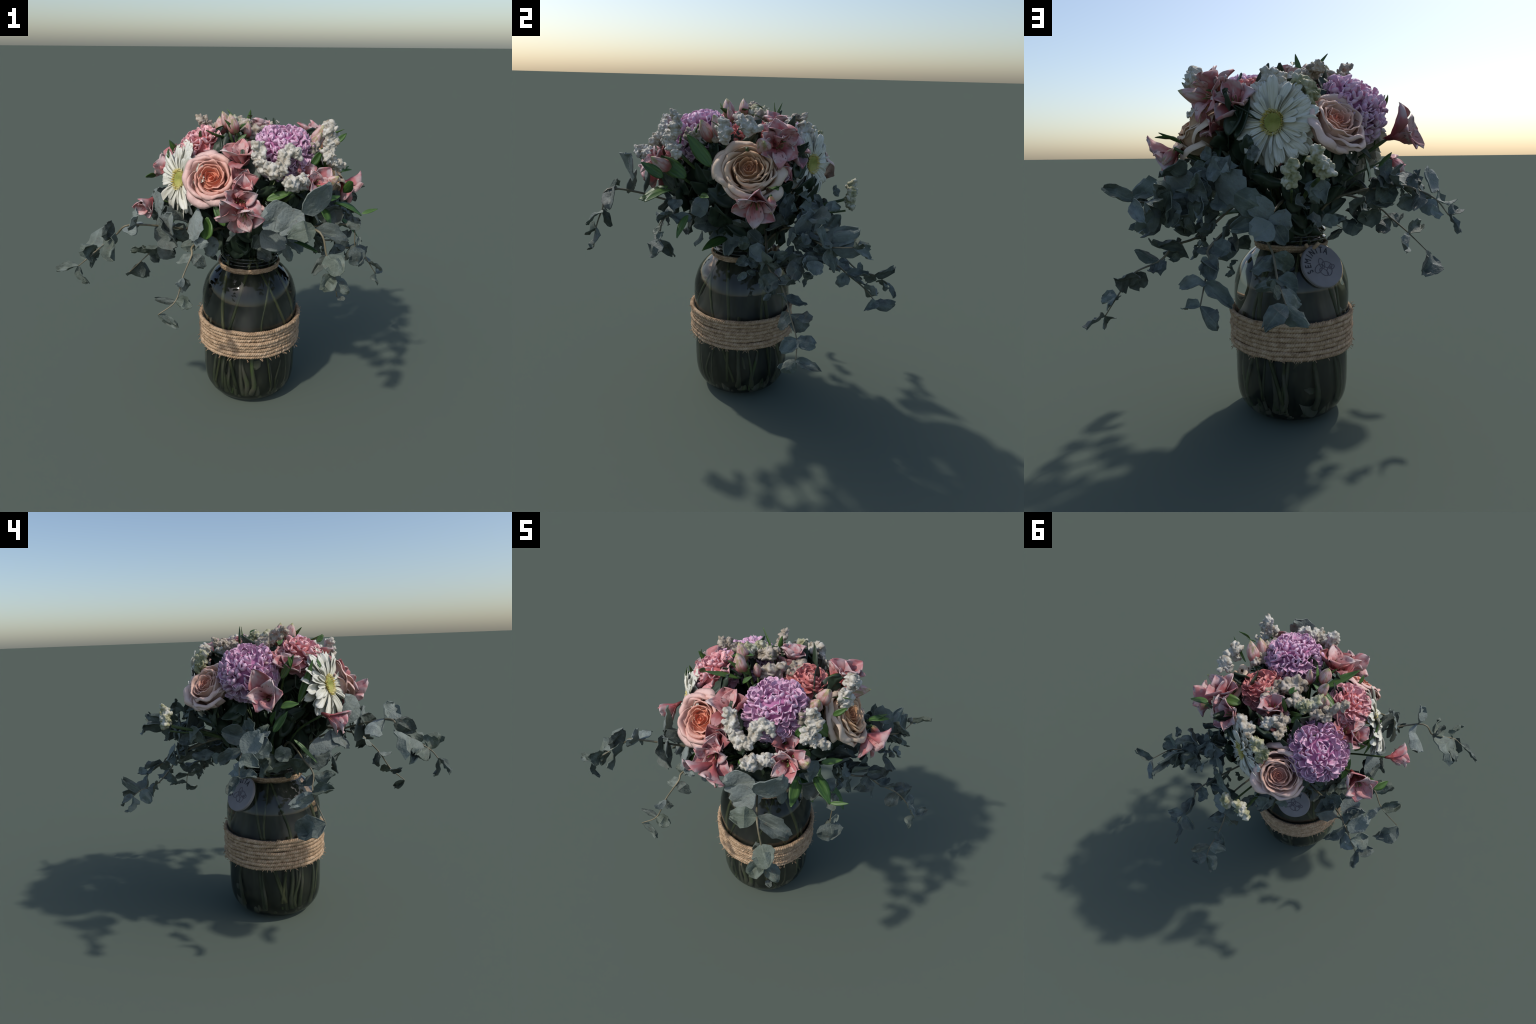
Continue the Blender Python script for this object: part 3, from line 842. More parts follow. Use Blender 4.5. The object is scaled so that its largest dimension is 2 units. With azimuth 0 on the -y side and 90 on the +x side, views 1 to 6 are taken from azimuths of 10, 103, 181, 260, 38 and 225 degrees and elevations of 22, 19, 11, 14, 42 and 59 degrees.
def rose(center, normal, R, mat, seed, roll=0.0, open_=1.0):
    """unit rose with its eye at the origin; petals wrap round the axis in a spiral"""
    r = random.Random(seed)
    FM = frame(center, normal, roll, R)
    core_pts = [(0.02, -.95), (.20, -.92), (.38, -.75), (.46, -.5), (.36, -.28), (.18, -.16), (.02, -.14)]
    V = []; F = []; n = 20
    prof = spline2(core_pts, 3); m = len(prof)
    for i in range(n):
        a = 2 * math.pi * i / n
        V += [(q * math.cos(a), q * math.sin(a), z) for q, z in prof]
    for i in range(n):
        for j in range(m - 1):
            a, b = i * m + j, ((i + 1) % n) * m + j
            F.append((a, b, b + 1, a + 1))
    head = link('rose', mesh_of('rose', V, F, True, mat), ROOT, matrix=FM)
    th = 0.0; k = 0
    #        rim radius, rim height, half angle, roll, count
    rings = [(.08, -.02, 2.4, .00, 2), (.16, .02, 1.9, .01, 3), (.27, .04, 1.5, .03, 4), (.39, .07, 1.25, .06, 5),
             (.52, .08, 1.10, .10, 5), (.65, .06, 1.0, .15, 5), (.74, -.01, .92, .22, 5), (.78, -.16, .85, .26, 5)]
    for rr0, zr0, half, rl0, cnt in rings:
        for c in range(cnt):
            th += 2 * math.pi / cnt + r.uniform(-.18, .18) + (0.6 if c == 0 else 0)
            rr = rr0 * (1 + r.uniform(-.09, .09)); zr = zr0 + r.uniform(-.07, .06); rl = rl0 * open_ * r.uniform(.4, 1.6); sk = r.uniform(-.05, .28); tl = r.uniform(-.12, .12); ox = r.uniform(-.07, .07) * rr0 * 1.5; oy = r.uniform(-.07, .07) * rr0 * 1.5
            nu, nv = 14, 19; P = np.zeros((nu, nv, 3))
            for j in range(nv):
                u = 2 * j / (nv - 1) - 1
                ang = th + u * half
                spiral = 1 + sk * u
                sag = (.12 + .34 * rr) * abs(u) ** 2.2 + .13 * nz(u * 2.2, c * 3.3, k * 1.7, seed) + tl * u
                for i in range(nu):
                    v = i / (nu - 1)
                    rq = rl * (1.15 - .8 * u * u)
                    q = bezier([(.06, -.97), (rr * 1.15, -.86), (rr * 1.02 + .02, zr - .42), (rr * .96, zr - .06),
                                (rr + rq * .35, zr + .02), (rr + rq, zr - rq * .55)], v)
                    rad_ = max(.015, q[0] * spiral + (.075 * nz(u * 2.6, v * 2, k * 1.3 + 5, seed)) * v * min(1, rr * 2.5))
                    z = q[1] - sag * v * v * .9 + .05 * nz(u * 4, v * 2, k + 9, seed) * v + .022 * math.sin(u * 8 + k * 2.1) * v ** 3 * min(1, rr * 2)
                    P[i, j] = (rad_ * math.cos(ang) + ox * v, rad_ * math.sin(ang) + oy * v, z)
            V, F = shell(P, 0.008)
            link('rose_petal', mesh_of('rose_petal', V, F, True, mat), head, matrix=FM)
            k += 1
    return head

# ------------------------------------------------------------------ gerberas
def ray_petal(seed, nu=12, nv=7):
    r = random.Random(seed); P = np.zeros((nu, nv, 3))
    for i in range(nu):
        u = i / (nu - 1)
        hw = (.10 + .40 * math.sin(min(1, u * 1.25) * math.pi / 2)) * (1 if u < .82 else math.sqrt(max(.04, 1 - ((u - .82) / .19) ** 2)))
        for j in range(nv):
            v = 2 * j / (nv - 1) - 1
            x = u * (1 - .03 * abs(math.sin(v * 3.1)) * (u > .9))
            P[i, j] = (x, v * hw + .05 * nz(u * 2, 0, 1, seed), .16 * abs(v) * hw * 2 * (1 - u * .5) + .10 * math.sin(u * 2.6) - .12 * u * u
                       + .07 * math.cos(v * 7.5) * u * (1 - .4 * u) + .22 * nz(u * 2.2, v * .8, 3, seed) * u)
    V, F = shell(P, 0.018)
    return mesh_of('gerbera_petal', V, F, True, M_GERB)

RAYS = [ray_petal(500 + k) for k in range(7)]

def gerbera(center, normal, R, seed, roll=0.0, droop=0.0, droop_at=0.0):
    r = random.Random(seed)
    FM = frame(center, normal, roll)
    # disc: low dome of tight florets
    bag = Bag()
    dr = R * .20
    for k in range(230):
        q = dr * math.sqrt((k + .5) / 230); a = k * 2.39996
        z = .012 - .018 * (1 - (q / dr)) ** 2 * .8
        s = R * .020
        oc = [(s, 0, 0), (-s, 0, 0), (0, s, 0), (0, -s, 0), (0, 0, s * 1.6)]
        bag.add([(q * math.cos(a) + x, q * math.sin(a) + y, z + zz) for x, y, zz in oc],
                [(0, 2, 4), (2, 1, 4), (1, 3, 4), (3, 0, 4)])
    n = 28; base = [(0, 0, -.012)] + [(dr * 1.1 * math.cos(2 * math.pi * i / n), dr * 1.1 * math.sin(2 * math.pi * i / n), .004) for i in range(n)]
    top = [(0, 0, -.004)]
    V = top + base[1:] + [(dr * .5 * math.cos(2 * math.pi * i / n), dr * .5 * math.sin(2 * math.pi * i / n), -.06) for i in range(n)]
    F = [(0, 1 + i, 1 + (i + 1) % n) for i in range(n)] + [(1 + i, 1 + n + i, 1 + n + (i + 1) % n, 1 + (i + 1) % n) for i in range(n)] + [tuple(1 + n + i for i in range(n))]
    bag.add(V, F)
    head = link('gerbera', bag.mesh('gerbera', M_DISC), ROOT, matrix=FM)
    # ring of short filaments
    bag = Bag()
    for k in range(150):
        a = 2 * math.pi * k / 150 * 3 + r.uniform(-.05, .05); q = dr * r.uniform(.95, 1.25)
        p = Vector((q * math.cos(a), q * math.sin(a), .004)); d = Vector((math.cos(a) * .5, math.sin(a) * .5, 1)) * R * r.uniform(.06, .12)
        bag.add(*tube([p, p + d * .6, p + d], lambda t: R * .014 * (1 - .5 * t), 4))
    ob = link('gerbera_filaments', bag.mesh('gerbera_filaments', M_FIL), head, matrix=FM); ob['kind'] = 'stuff'
    for cnt, L, w, lift, z0, ph in ((26, .86, .275, -.05, -.008, 0), (24, .80, .25, .08, 0.0, .15), (16, .52, .13, .20, .004, .05)):
        for c in range(cnt):
            a = 2 * math.pi * (c + ph) / cnt + r.uniform(-.06, .06)
            l = L * R * r.uniform(.80, 1.08); e = lift + r.uniform(-.16, .16) - droop * max(0, math.cos(a - droop_at))
            X = Vector((math.cos(a) * math.cos(e), math.sin(a) * math.cos(e), math.sin(e)))
            Z = Vector((-math.cos(a) * math.sin(e), -math.sin(a) * math.sin(e), math.cos(e)))
            tw = r.uniform(-.45, .45); Y = Z.cross(X)
            Y, Z = Y * math.cos(tw) + Z * math.sin(tw), Z * math.cos(tw) - Y * math.sin(tw)
            M = Matrix((X * l, Y * w * R, Z * l * .45)).transposed().to_4x4()
            M = Matrix.Translation(Vector((math.cos(a), math.sin(a), 0)) * R * .17 + Vector((0, 0, z0))) @ M
            link('gerbera_petal', r.choice(RAYS), head, matrix=FM @ M)
    return head

# -------------------------------------------------------- chrysanthemums etc
def curled_petal(seed, mat, name):
    """short spoon-shaped petal, rolled in at the sides and the tip"""
    r = random.Random(seed); nu, nv = 10, 7; P = np.zeros((nu, nv, 3))
    cup = r.uniform(1.0, 1.9); hook = r.uniform(.15, .75)
    for i in range(nu):
        u = i / (nu - 1)
        hw = (.24 + .34 * math.sin(u * 2.3)) * (1 if u < .72 else math.sqrt(max(.12, 1 - ((u - .72) / .30) ** 2)))
        for j in range(nv):
            v = 2 * j / (nv - 1) - 1
            th = cup * v * (.4 + .8 * u)
            y = hw * math.sin(th) / max(.4, cup * .75); z = hw * (1 - math.cos(th)) * .9
            P[i, j] = (u - hook * .35 * max(0, u - .6), y, z + hook * max(0, u - .45) ** 2 * 1.6 + .22 * nz(u * 2.3, v * 1.8, 2, seed) * u)
    V, F = shell(P, 0.03)
    return mesh_of(name, V, F, True, mat)

MUMS = [curled_petal(700 + k, M_MUM, 'chrysanthemum_petal') for k in range(6)]
PINKS = [curled_petal(720 + k, M_PINK, 'carnation_petal') for k in range(6)]
CORALS = [curled_petal(740 + k, M_CORAL, 'carnation_petal') for k in range(6)]

def pompon(name, eye, normal, R, petals, core, seed, count, low=2.25, plen=.44, pwid=.34, squash=.86, eye_dip=.22, inner=0, heart=None):
    """ball of curled petals; the eye (tip of the axis) is given"""
    r = random.Random(seed)
    n = Vector(normal).normalized()
    c = Vector(eye) - n * R * (squash - eye_dip)
    FM = frame(c, n, r.uniform(0, 6))
    V = []; F = []; N = 20; m = 12
    for i in range(N):
        a = 2 * math.pi * i / N
        for j in range(m):
            t = .02 + (math.pi - .04) * j / (m - 1)
            V.append((R * .74 * math.sin(t) * math.cos(a), R * .74 * math.sin(t) * math.sin(a), R * .74 * squash * math.cos(t)))
    for i in range(N):
        for j in range(m - 1):
            a, b = i * m + j, ((i + 1) % N) * m + j
            F.append((a, a + 1, b + 1, b))
    head = link(name, mesh_of(name, V, F, True, core), ROOT, matrix=FM)
    zmin = math.cos(low); bag = Bag(); packs = [([tuple(v.co) for v in me.vertices], [tuple(p.vertices) for p in me.polygons]) for me in petals]
    for k in range(count):
        z = 1 - (1 - zmin) * ((k + .5) / count) ** 0.92
        t = math.acos(z); a = k * 2.39996 + r.uniform(-.15, .15)
        d = Vector((math.sin(t) * math.cos(a), math.sin(t) * math.sin(a), math.cos(t) * squash))
        tang = Vector((math.cos(t) * math.cos(a), math.cos(t) * math.sin(a), -math.sin(t)))
        lean = float(np.interp(t, [0, .5, 1.6], [-.55, .10, .70])) + r.uniform(-.25, .25)
        x = (d + tang * lean).normalized()
        size = .62 + .38 * min(1, t / .9)
        nrm = (d * .5 - tang).normalized()
        b = d * R * (.62 if t > .35 else .55)
        y = nrm.cross(x).normalized(); zz = x.cross(y)
        tw = r.uniform(-.5, .5); y, zz = y * math.cos(tw) + zz * math.sin(tw), zz * math.cos(tw) - y * math.sin(tw)
        l = R * plen * size * r.uniform(.85, 1.15)
        M = Matrix((x * l, y * R * pwid * size * 1.5, zz * l * .8)).transposed().to_4x4()
        if k < inner:                       # the tight middle is too fine to pick apart
            bag.add(*r.choice(packs), Matrix.Translation(b) @ M)
        else:
            link(petals[0].name.split('.')[0], r.choice(petals), head, matrix=FM @ (Matrix.Translation(b) @ M))
    if inner:
        ob = link(name + '_heart', bag.mesh(name + '_heart', heart), head, matrix=FM); ob['kind'] = 'stuff'
    return head

# -------------------------------------------------------------- alstroemeria
def tepal(seed, mat, wide, name):
    """unit tepal: local x 0..1 runs from the throat to the tip, y across"""
    r = random.Random(seed); nu, nv = 13, 8; P = np.zeros((nu, nv, 3))
    for i in range(nu):
        u = i / (nu - 1)
        hw = wide * (.22 + .78 * math.sin(min(1, max(0, u - .1) * 1.45) * math.pi / 2) ** 1.3)
        if u > .72: hw *= max(.10, 1 - ((u - .72) / .30) ** 1.7)
        for j in range(nv):
            v = 2 * j / (nv - 1) - 1
            P[i, j] = (u, v * hw, .55 * v * v * hw - .28 * max(0, u - .45) ** 2 * 2 + .24 * nz(u * 2.5, v * 1.2, 3, seed) * min(1, u * 2))
    V, F = shell(P, 0.016)
    return mesh_of(name, V, F, True, mat)

OUT = [tepal(800 + k, M_ALST, .42, 'alstroemeria_tepal') for k in range(4)]
INN = [tepal(820 + k, M_ALST_IN, .32, 'alstroemeria_tepal') for k in range(4)]
RED = [tepal(840 + k, M_ALST_RED, .42, 'alstroemeria_tepal') for k in range(4)]

def alstroemeria(mouth, normal, R, seed, spread=1.0, outer=None, inner=None, roll=0.0, length=1.35):
    """six tepals from a narrow throat, flaring at the mouth"""
    r = random.Random(seed)
    n = Vector(normal).normalized(); L = R * length
    base = Vector(mouth) - n * L * .75
    FM = frame(base, n, roll)
    # throat
    V, F = tube([Vector((0, 0, -R * .25)), Vector((0, 0, 0)), Vector((0, 0, R * .3))], lambda t: R * (.07 + .10 * t), 10)
    head = link('alstroemeria', mesh_of('alstroemeria', V, F, True, M_ALST_RED), ROOT, matrix=FM)
    for k in range(6):
        a = math.pi / 3 * k + r.uniform(-.12, .12)
        out = k % 2 == 0
        e = math.radians((42 if out else 36) * spread + r.uniform(-14, 14))       # opening angle off the axis
        X = Vector((math.cos(a) * math.sin(e), math.sin(a) * math.sin(e), math.cos(e)))
        Z = Vector((-math.cos(a) * math.cos(e), -math.sin(a) * math.cos(e), math.sin(e)))
        Y = Z.cross(X)
        l = L * 1.12 * (1 if out else .95) * r.uniform(.85, 1.10)
        M = Matrix((X * l, Y * R * 1.30, Z * l * .9)).transposed().to_4x4()
        src = (outer or OUT) if out else (inner or INN)
        link('alstroemeria_tepal', r.choice(src), head, matrix=FM @ M)
    # stamens
    bag = Bag()
    for k in range(5):
        a = r.uniform(0, 6.28); d = Vector((.16 * math.cos(a), .16 * math.sin(a), .55)) * L
        bag.add(*tube(smooth_path([Vector((0, 0, 0)), d * .6, d], 3), lambda t: R * (.015 if t < .8 else .030), 5))
    link('alstroemeria_stamens', bag.mesh('alstroemeria_stamens', M_BUD), head, matrix=FM)
    return head

# ---------------------------------------------------------------------- buds
def bud_mesh(seed, mat, name):
    V = []; F = []; N = 18; m = 14
    for i in range(N):
        a = 2 * math.pi * i / N
        for j in range(m):
            u = j / (m - 1)
            q = .004 + .30 * max(0, math.sin(math.pi * (u ** .85))) ** .8
            q *= .82 + .34 * abs(math.sin(1.5 * a + u * 1.6)) + .16 * nz(math.cos(a), math.sin(a), u * 3, seed)
            V.append((q * math.cos(a), q * math.sin(a), u))
    for i in range(N):
        for j in range(m - 1):
            a, b = i * m + j, ((i + 1) % N) * m + j
            F.append((a, b, b + 1, a + 1))
    return mesh_of(name, V, F, True, mat)

BUDS = [bud_mesh(900 + k, M_BUD, 'alstroemeria_bud') for k in range(3)]

def bud(base, tip, fat=1.0, k=0):
    base = Vector(base); tip = Vector(tip); L = (tip - base).length
    FM = frame(base, tip - base, k * 1.1)
    link('alstroemeria_bud', BUDS[k % 3], ROOT, matrix=FM @ Matrix.Diagonal((L * fat * .88, L * fat * .88, L, 1)))

# ------------------------------------------------------------------- statice
def statice(points, radius, mat, seed, density=1.0):
    """sprig of papery florets that run into one another"""
    r = random.Random(seed)
    path = smooth_path(points, 5) if len(points) > 1 else [Vector(points[0])]
    radius *= .88
    bag = Bag()
    def ball(c, q):
        n, m = 10, 7; V = []; F = []
        for i in range(n):
            a = 2 * math.pi * i / n
            for j in range(m):
                t = math.pi * j / (m - 1)
                V.append(c + Vector((math.sin(t) * math.cos(a), math.sin(t) * math.sin(a), math.cos(t))) * q)
        for i in range(n):
            for j in range(m - 1):
                a, b = i * m + j, ((i + 1) % n) * m + j
                F.append((a, a + 1, b + 1, b))
        bag.add(V, F)
    for p in path:
        ball(p, radius * .62)
        for k in range(int(3 * density)):
            d = Vector((r.gauss(0, 1), r.gauss(0, 1), r.gauss(0, 1) + .2)).normalized()
            ball(p + d * radius * r.uniform(.35, .70), radius * r.uniform(.38, .62))
    me = bag.mesh('tmp'); tmp = bpy.data.objects.new('tmp', me); COL.objects.link(tmp)
    md = tmp.modifiers.new('r', 'REMESH'); md.mode = 'VOXEL'; md.voxel_size = max(.0045, radius * .11)
    bpy.context.view_layer.update()
    out = bpy.data.meshes.new_from_object(tmp.evaluated_get(bpy.context.evaluated_depsgraph_get()))
    bpy.data.objects.remove(tmp); bpy.data.meshes.remove(me)
    co = np.zeros(len(out.vertices) * 3); out.vertices.foreach_get('co', co); co = co.reshape(-1, 3)
    no = np.zeros(len(out.vertices) * 3); out.vertex_normals.foreach_get('vector', no); no = no.reshape(-1, 3)
    s = 1 / radius
    h = np.array([.8 * nz(x * s * 1.2, y * s * 1.2, z * s * 1.2, seed) + .9 * (abs(nz(x * s * 1.9, y * s * 1.9, z * s * 1.9, seed + 2)) - .2) + .25 * nz(x * s * 4, y * s * 4, z * s * 4, seed + 5) for x, y, z in co])
    co += no * (h * radius * .62)[:, None]
    out.vertices.foreach_set('co', co.ravel()); out.update()
    out.polygons.foreach_set('use_smooth', [True] * len(out.polygons))
    out.materials.clear(); out.materials.append(mat)
    ob = link('statice_sprig', out, ROOT); ob['kind'] = 'stuff'
    return ob

# ============================================================ the arrangement
FLOWERS = []          # points that need a stem
KEEP = []             # balls round the large heads that inner leaves must not pierce
def put(p, n, depth): FLOWERS.append((Vector(p) - Vector(n).normalized() * depth))

for c, n, R, m, s in (((-.128, -.530, 1.672), (.05, -.78, .62), .166, M_ROSE_CORAL, 11),
                      ((.536, .075, 1.658), (.74, .18, .63), .178, M_ROSE_PEACH, 12),
                      ((-.205, .358, 1.653), (-.45, .64, .62), .160, M_ROSE_BLUSH, 13)):
    rose(c, n, R, m, s, roll=s * 1.3); put(c, n, R * .9); KEEP.append((Vector(c) - Vector(n).normalized() * R * .2, R * 1.05))

for c, n, R, s, dr, da in (((.100, .355, 1.628), (.44, .89, .06), .215, 21, .1, 0), ((-.353, -.386, 1.608), (-.64, -.73, .24), .228, 22, .12, 3.3)):
    gerbera(c, n, R, s, droop=dr, droop_at=da); put(c, n, .05); KEEP.append((Vector(c) + Vector(n).normalized() * .06, .15))

pompon('chrysanthemum', (.271, -.334, 1.893), (.10, -.25, .96), .192, MUMS, M_MUM_CORE, 31, 270, plen=.38, pwid=.20, inner=120, heart=M_MUM_HEART)
pompon('chrysanthemum', (-.339, .109, 1.803), (-.50, .16, .85), .192, MUMS, M_MUM_CORE, 32, 270, plen=.38, pwid=.20, inner=120, heart=M_MUM_HEART)
pompon('carnation', (-.272, -.262, 1.858), (-.35, -.28, .9), .135, PINKS, M_PINK_CORE, 33, 120, plen=.46, pwid=.28, inner=40, heart=M_PINK_HEART)
pompon('carnation', (.265, .012, 1.845), (.25, .02, .96), .135, CORALS, M_PINK_CORE, 34, 120, plen=.44, pwid=.28, inner=40, heart=M_CORAL_HEART)
for p in ((.25, -.3, 1.6), (-.28, .1, 1.55), (-.22, -.22, 1.7), (.22, .0, 1.65)): FLOWERS.append(Vector(p))

for mth, n, R, s, sp, o, i in (
        ((.463, .239, 1.782), (.80, .50, .25), .112, 41, 1.15, None, None),
        ((-.607, .062, 1.597), (-.84, .45, .25), .125, 42, 1.0, None, None),
        ((-.607, -.381, 1.420), (-.45, -.80, -.38), .100, 43, .55, None, None),
        ((.086, -.674, 1.570), (.45, -.85, .15), .110, 44, 1.1, None, None),
        ((.094, -.745, 1.470), (.05, -.80, -.55), .118, 45, 1.1, None, None),
        ((.033, -.467, 1.816), (-.12, -.32, .93), .118, 46, .95, RED, None),
        ((.692, .160, 1.452), (.78, .25, -.45), .118, 47, 1.1, None, None),
        ((.284, .300, 1.766), (.10, .70, .65), .100, 48, 1.1, None, None),
        ((.062, .115, 1.895), (.05, .05, 1.0), .090, 49, .75, None, OUT),
        ((.412, .213, 1.850), (.25, .15, .95), .100, 50, .7, None, None),
        ((-.340, -.105, 1.800), (-.30, -.10, .95), .105, 51, 1.1, RED, None),
        ((.495, -.534, 1.662), (.45, -.80, .35), .100, 52, .9, None, None),
        ((.060, .130, 1.815), (.0, .45, .85), .105, 53, 1.1, RED, None),
        ((.08, -.60, 1.665), (.25, -.75, .55), .100, 54, .7, RED, None),
        ((-.425, -.135, 1.765), (-.65, -.25, .7), .085, 55, .8, None, OUT),
        ((.43, .25, 1.62), (.75, .55, .1), .085, 56, .6, RED, None),
        ((.40, -.42, 1.70), (.5, -.6, .5), .085, 57, .6, None, RED)):
    alstroemeria(mth, n, R, s, sp, o, i, roll=s * .7); put(mth, n, R * 1.1)

for k, (b, t, f) in enumerate((
        ((-.045, -.215, 1.855), (-.070, -.245, 1.990), .95), ((-.10, -.13, 1.87), (-.140, -.150, 1.992), .85),
        ((.42, -.10, 1.78), (.487, -.142, 1.925), .85), ((.41, -.18, 1.76), (.480, -.220, 1.895), .85),
        ((.49, -.40, 1.60), (.60, -.475, 1.690), .85), ((.165, -.60, 1.54), (.215, -.64, 1.515), .7),
        ((.02, -.17, 1.83), (.035, -.20, 1.945), .7), ((.60, .22, 1.52), (.66, .24, 1.43), .8),
        ((-.16, -.09, 1.82), (-.17, -.09, 1.955), .9), ((.40, .12, 1.74), (.58, .17, 1.80), .75))):
    bud(b, t, f, k); FLOWERS.append(Vector(b))

statice([(.164, -.566, 1.855), (.166, -.576, 1.785), (.216, -.597, 1.742), (.285, -.577, 1.742), (.307, -.510, 1.822), (.368, -.491, 1.803)], .046, M_STAT, 61)
statice([(.520, -.350, 1.905), (.546, -.349, 1.825), (.533, -.398, 1.778), (.594, -.323, 1.723)], .043, M_STAT, 62)
statice([(.337, -.658, 1.677), (.371, -.600, 1.670), (.421, -.557, 1.668)], .050, M_STAT, 63)
statice([(.530, .045, 1.885), (.490, .085, 1.860)], .055, M_STAT, 64)
statice([(.550, -.064, 1.875), (.545, -.05, 1.815)], .045, M_STAT, 65)
statice([(-.297, -.129, 1.941), (-.20, -.06, 1.875)], .038, M_STAT_BEIGE, 66)
statice([(-.122, .262, 1.885), (-.055, .13, 1.860)], .040, M_STAT_BEIGE, 67)
statice([(.000, .350, 1.810), (-.075, .350, 1.775), (-.06, .36, 1.72)], .046, M_STAT_GREEN, 68)
statice([(.13, .30, 1.83), (.07, .31, 1.83)], .050, M_STAT, 69)
statice([(.022, .600, 1.43), (.022, .605, 1.36)], .046, M_STAT_GREEN, 70)
statice([(-.085, .60, 1.475), (-.125, .60, 1.41)], .043, M_STAT_GREEN, 71)
statice([(.04, -.13, 1.855), (.09, -.06, 1.850)], .058, M_STAT_BEIGE, 72)
statice([(-.065, -.010, 1.890), (-.01, .02, 1.880)], .050, M_STAT_BEIGE, 73)
statice([(-.150, -.075, 1.900), (-.10, .02, 1.905)], .048, M_STAT_GREEN, 74)
statice([(-.235, -.04, 1.870), (-.165, 0.0, 1.860)], .042, M_STAT_BEIGE, 75)
statice([(.14, -.02, 1.83), (.15, .10, 1.82)], .055, M_STAT_BEIGE, 76)
statice([(-.02, .17, 1.84), (.02, .22, 1.83)], .048, M_STAT, 77)
statice([(.44, -.30, 1.80), (.42, -.12, 1.80)], .050, M_STAT_BEIGE, 78)
for p in ((.25, -.52, 1.7), (.5, -.34, 1.7), (.36, -.57, 1.6), (.48, .05, 1.75), (-.05, .36, 1.7), (.02, .58, 1.33), (-.1, .57, 1.38)): FLOWERS.append(Vector(p))

# -------------------------------------------------------------- inner foliage
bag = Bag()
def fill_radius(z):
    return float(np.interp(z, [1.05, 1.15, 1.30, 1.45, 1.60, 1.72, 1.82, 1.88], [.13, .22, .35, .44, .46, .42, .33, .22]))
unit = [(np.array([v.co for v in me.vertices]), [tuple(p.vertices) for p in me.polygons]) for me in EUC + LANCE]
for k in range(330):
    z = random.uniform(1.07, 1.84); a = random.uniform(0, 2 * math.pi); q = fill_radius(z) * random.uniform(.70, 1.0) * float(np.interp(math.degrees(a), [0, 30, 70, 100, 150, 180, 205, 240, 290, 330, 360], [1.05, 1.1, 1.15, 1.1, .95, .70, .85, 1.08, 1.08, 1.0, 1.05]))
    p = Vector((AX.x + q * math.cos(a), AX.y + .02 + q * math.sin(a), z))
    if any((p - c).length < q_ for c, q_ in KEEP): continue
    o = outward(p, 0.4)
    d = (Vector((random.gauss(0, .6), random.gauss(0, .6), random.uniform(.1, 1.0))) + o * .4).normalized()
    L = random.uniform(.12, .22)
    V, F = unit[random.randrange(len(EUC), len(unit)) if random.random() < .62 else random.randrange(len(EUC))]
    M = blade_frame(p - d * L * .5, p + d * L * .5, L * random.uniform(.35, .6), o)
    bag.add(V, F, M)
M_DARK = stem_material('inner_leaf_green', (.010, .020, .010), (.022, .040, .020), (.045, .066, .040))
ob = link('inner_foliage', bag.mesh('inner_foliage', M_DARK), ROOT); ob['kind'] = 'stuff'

# ---------------------------------------------------------------------- stems
for k, p in enumerate(FLOWERS):
    a = math.atan2(p.y - AX.y, p.x - AX.x); q = random.uniform(.03, .13)
    m = Vector((AX.x + q * math.cos(a), AX.y + q * math.sin(a), 1.06))
    a2 = a + math.pi + random.uniform(-.9, .9); q2 = random.uniform(.08, .26)
    bot = Vector((AX.x + q2 * math.cos(a2), AX.y + q2 * math.sin(a2), random.uniform(.06, .12)))
    mid = m.lerp(p, .5) + Vector((0, 0, .05)) - outward(p, 0) * .05
    path = smooth_path([p, mid, m, m.lerp(bot, .5), bot], 7)
    V, F = tube(path, random.uniform(.006, .011), 7)
    link('flower_stem', mesh_of('flower_stem', V, F, True, M_STEM), ROOT)

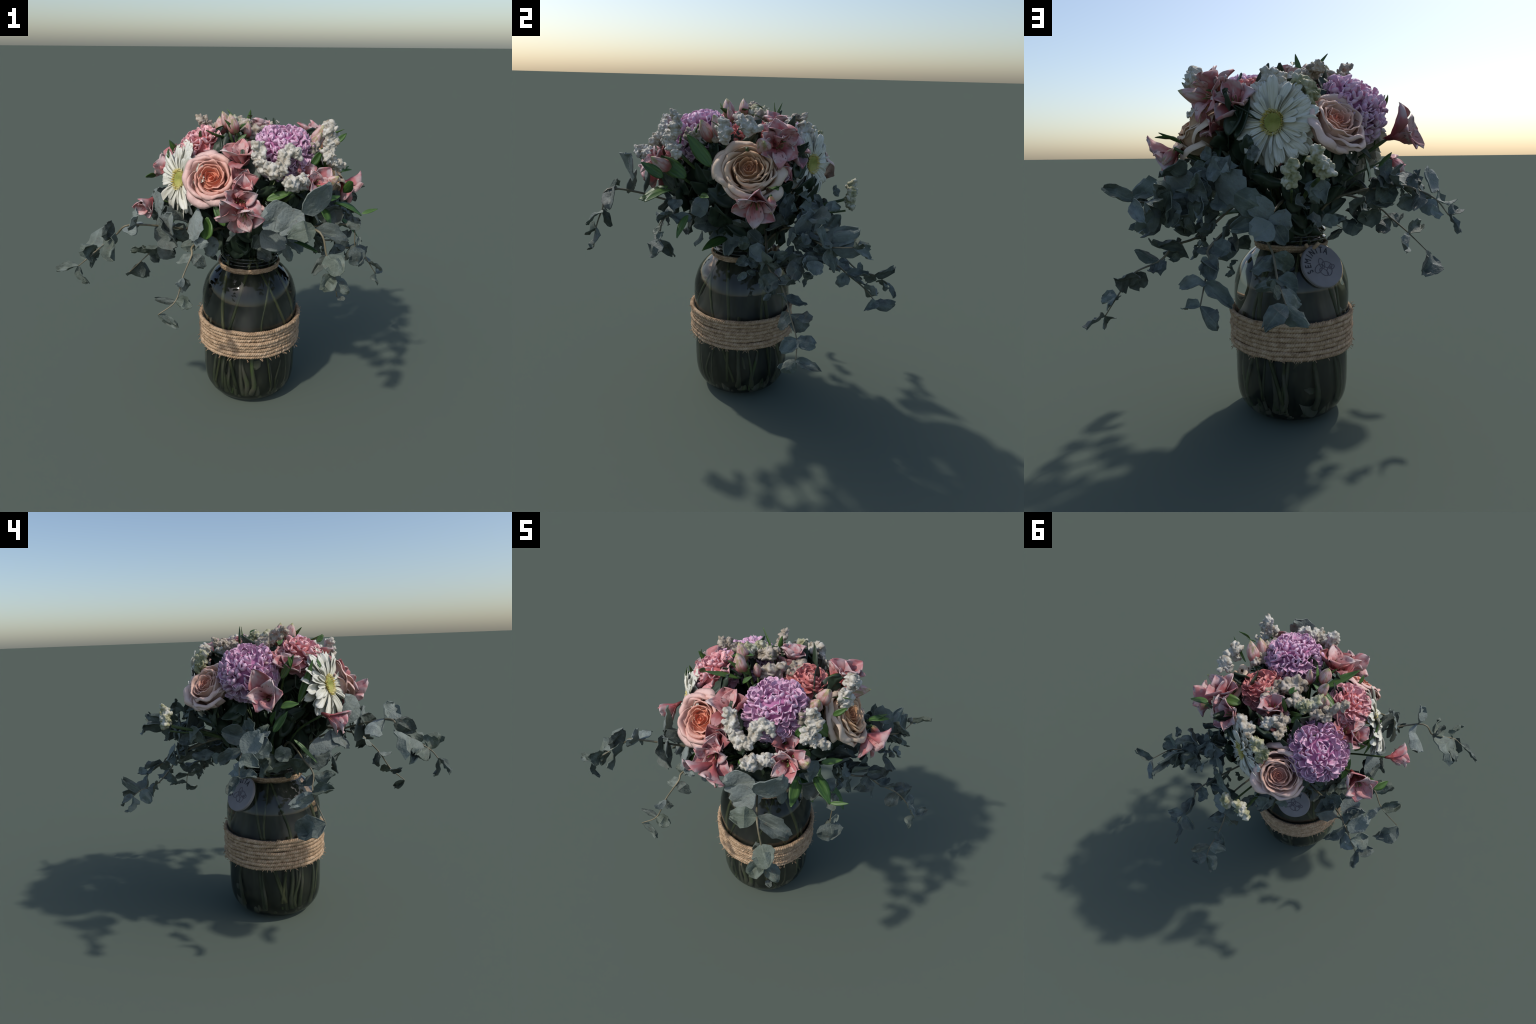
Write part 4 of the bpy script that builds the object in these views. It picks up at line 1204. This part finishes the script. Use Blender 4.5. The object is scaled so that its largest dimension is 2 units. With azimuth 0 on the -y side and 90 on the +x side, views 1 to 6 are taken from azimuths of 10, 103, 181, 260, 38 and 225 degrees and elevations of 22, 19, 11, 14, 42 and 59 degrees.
# crowded wet stems and leaves that fill the lower jar
bag = Bag()
for k in range(70):
    a = random.uniform(0, 2 * math.pi); q = .300 * math.sqrt(random.uniform(.5, 1))
    a1 = a + random.uniform(-.22, .22); am = a + random.uniform(-.08, .08)
    lo = .05 + max(0, q - .22) * .6
    z1 = random.uniform(.40, .62)
    pts = [Vector((AX.x + q * .86 * math.cos(a), AX.y + q * .86 * math.sin(a), lo)),
           Vector((AX.x + q * .98 * math.cos(am), AX.y + q * .98 * math.sin(am), .17)),
           Vector((AX.x + q * .97 * math.cos((a + a1) / 2), AX.y + q * .97 * math.sin((a + a1) / 2), .32)),
           Vector((AX.x + q * .72 * math.cos(a1), AX.y + q * .72 * math.sin(a1), z1))]
    w = random.uniform(.007, .022)
    bag.add(*tube(smooth_path(pts, 7), lambda t, w=w: w * (1 - .5 * t), 8))
for k in range(22):
    a = random.uniform(0, 2 * math.pi); q = random.uniform(.19, .26); z = random.uniform(.10, .40)
    p = Vector((AX.x + q * math.cos(a), AX.y + q * math.sin(a), z)); o = outward(p, 0)
    V, F = unit[random.randrange(len(unit))]
    d = Vector((random.gauss(0, .4), random.gauss(0, .4), 1)).normalized(); L = random.uniform(.10, .2)
    bag.add(V, F, blade_frame(p - d * L * .5, p + d * L * .5, L * .45, o, depth=.03))
ob = link('wet_stems', bag.mesh('wet_stems', M_WATER_STEM), ROOT); ob['kind'] = 'stuff'
V, F = revolve(spline2([(.0005, .035), (.14, .035), (.215, .07), (.262, .16), (.268, .30), (.255, .42), (.215, .56), (.165, .76), (.125, .92), (.11, 1.02), (.0005, 1.04)], 4), 60)
V = [(x + .018 * nz(x * 9, y * 9, z * 4), y + .018 * nz(x * 9, y * 9, z * 4, 2), z) for x, y, z in V]
link('dark_jar_core', mesh_of('dark_jar_core', V, F, True, stem_material('dark_jar_core', (.004, .005, .003), (.016, .019, .010), (.055, .055, .036))), ROOT)  # opaque solid coloured near black, giving the jar its dim inside
# a few paler stems close to the glass, seen through the shoulder
bag = Bag()
for k in range(11):
    a = 2 * math.pi * (k + random.uniform(-.6, .6)) / 11; a1 = a + random.uniform(-.9, .9); a0 = a + random.uniform(-.6, .6)
    ring = lambda q, t, z: Vector((AX.x + q * math.cos(t), AX.y + q * math.sin(t), z))
    bag.add(*tube(smooth_path([ring(.15, a1, 1.06), ring(.20, (a + a1) / 2, .88), ring(.262, a, .62), ring(.288, (a + a0) / 2, .40), ring(.285, a0, .14)], 6), random.uniform(.006, .013), 7))
ob = link('submerged_stems', bag.mesh('submerged_stems', stem_material('submerged_stem', (.022, .032, .012), (.065, .078, .026), (.150, .145, .065))), ROOT); ob['kind'] = 'stuff'
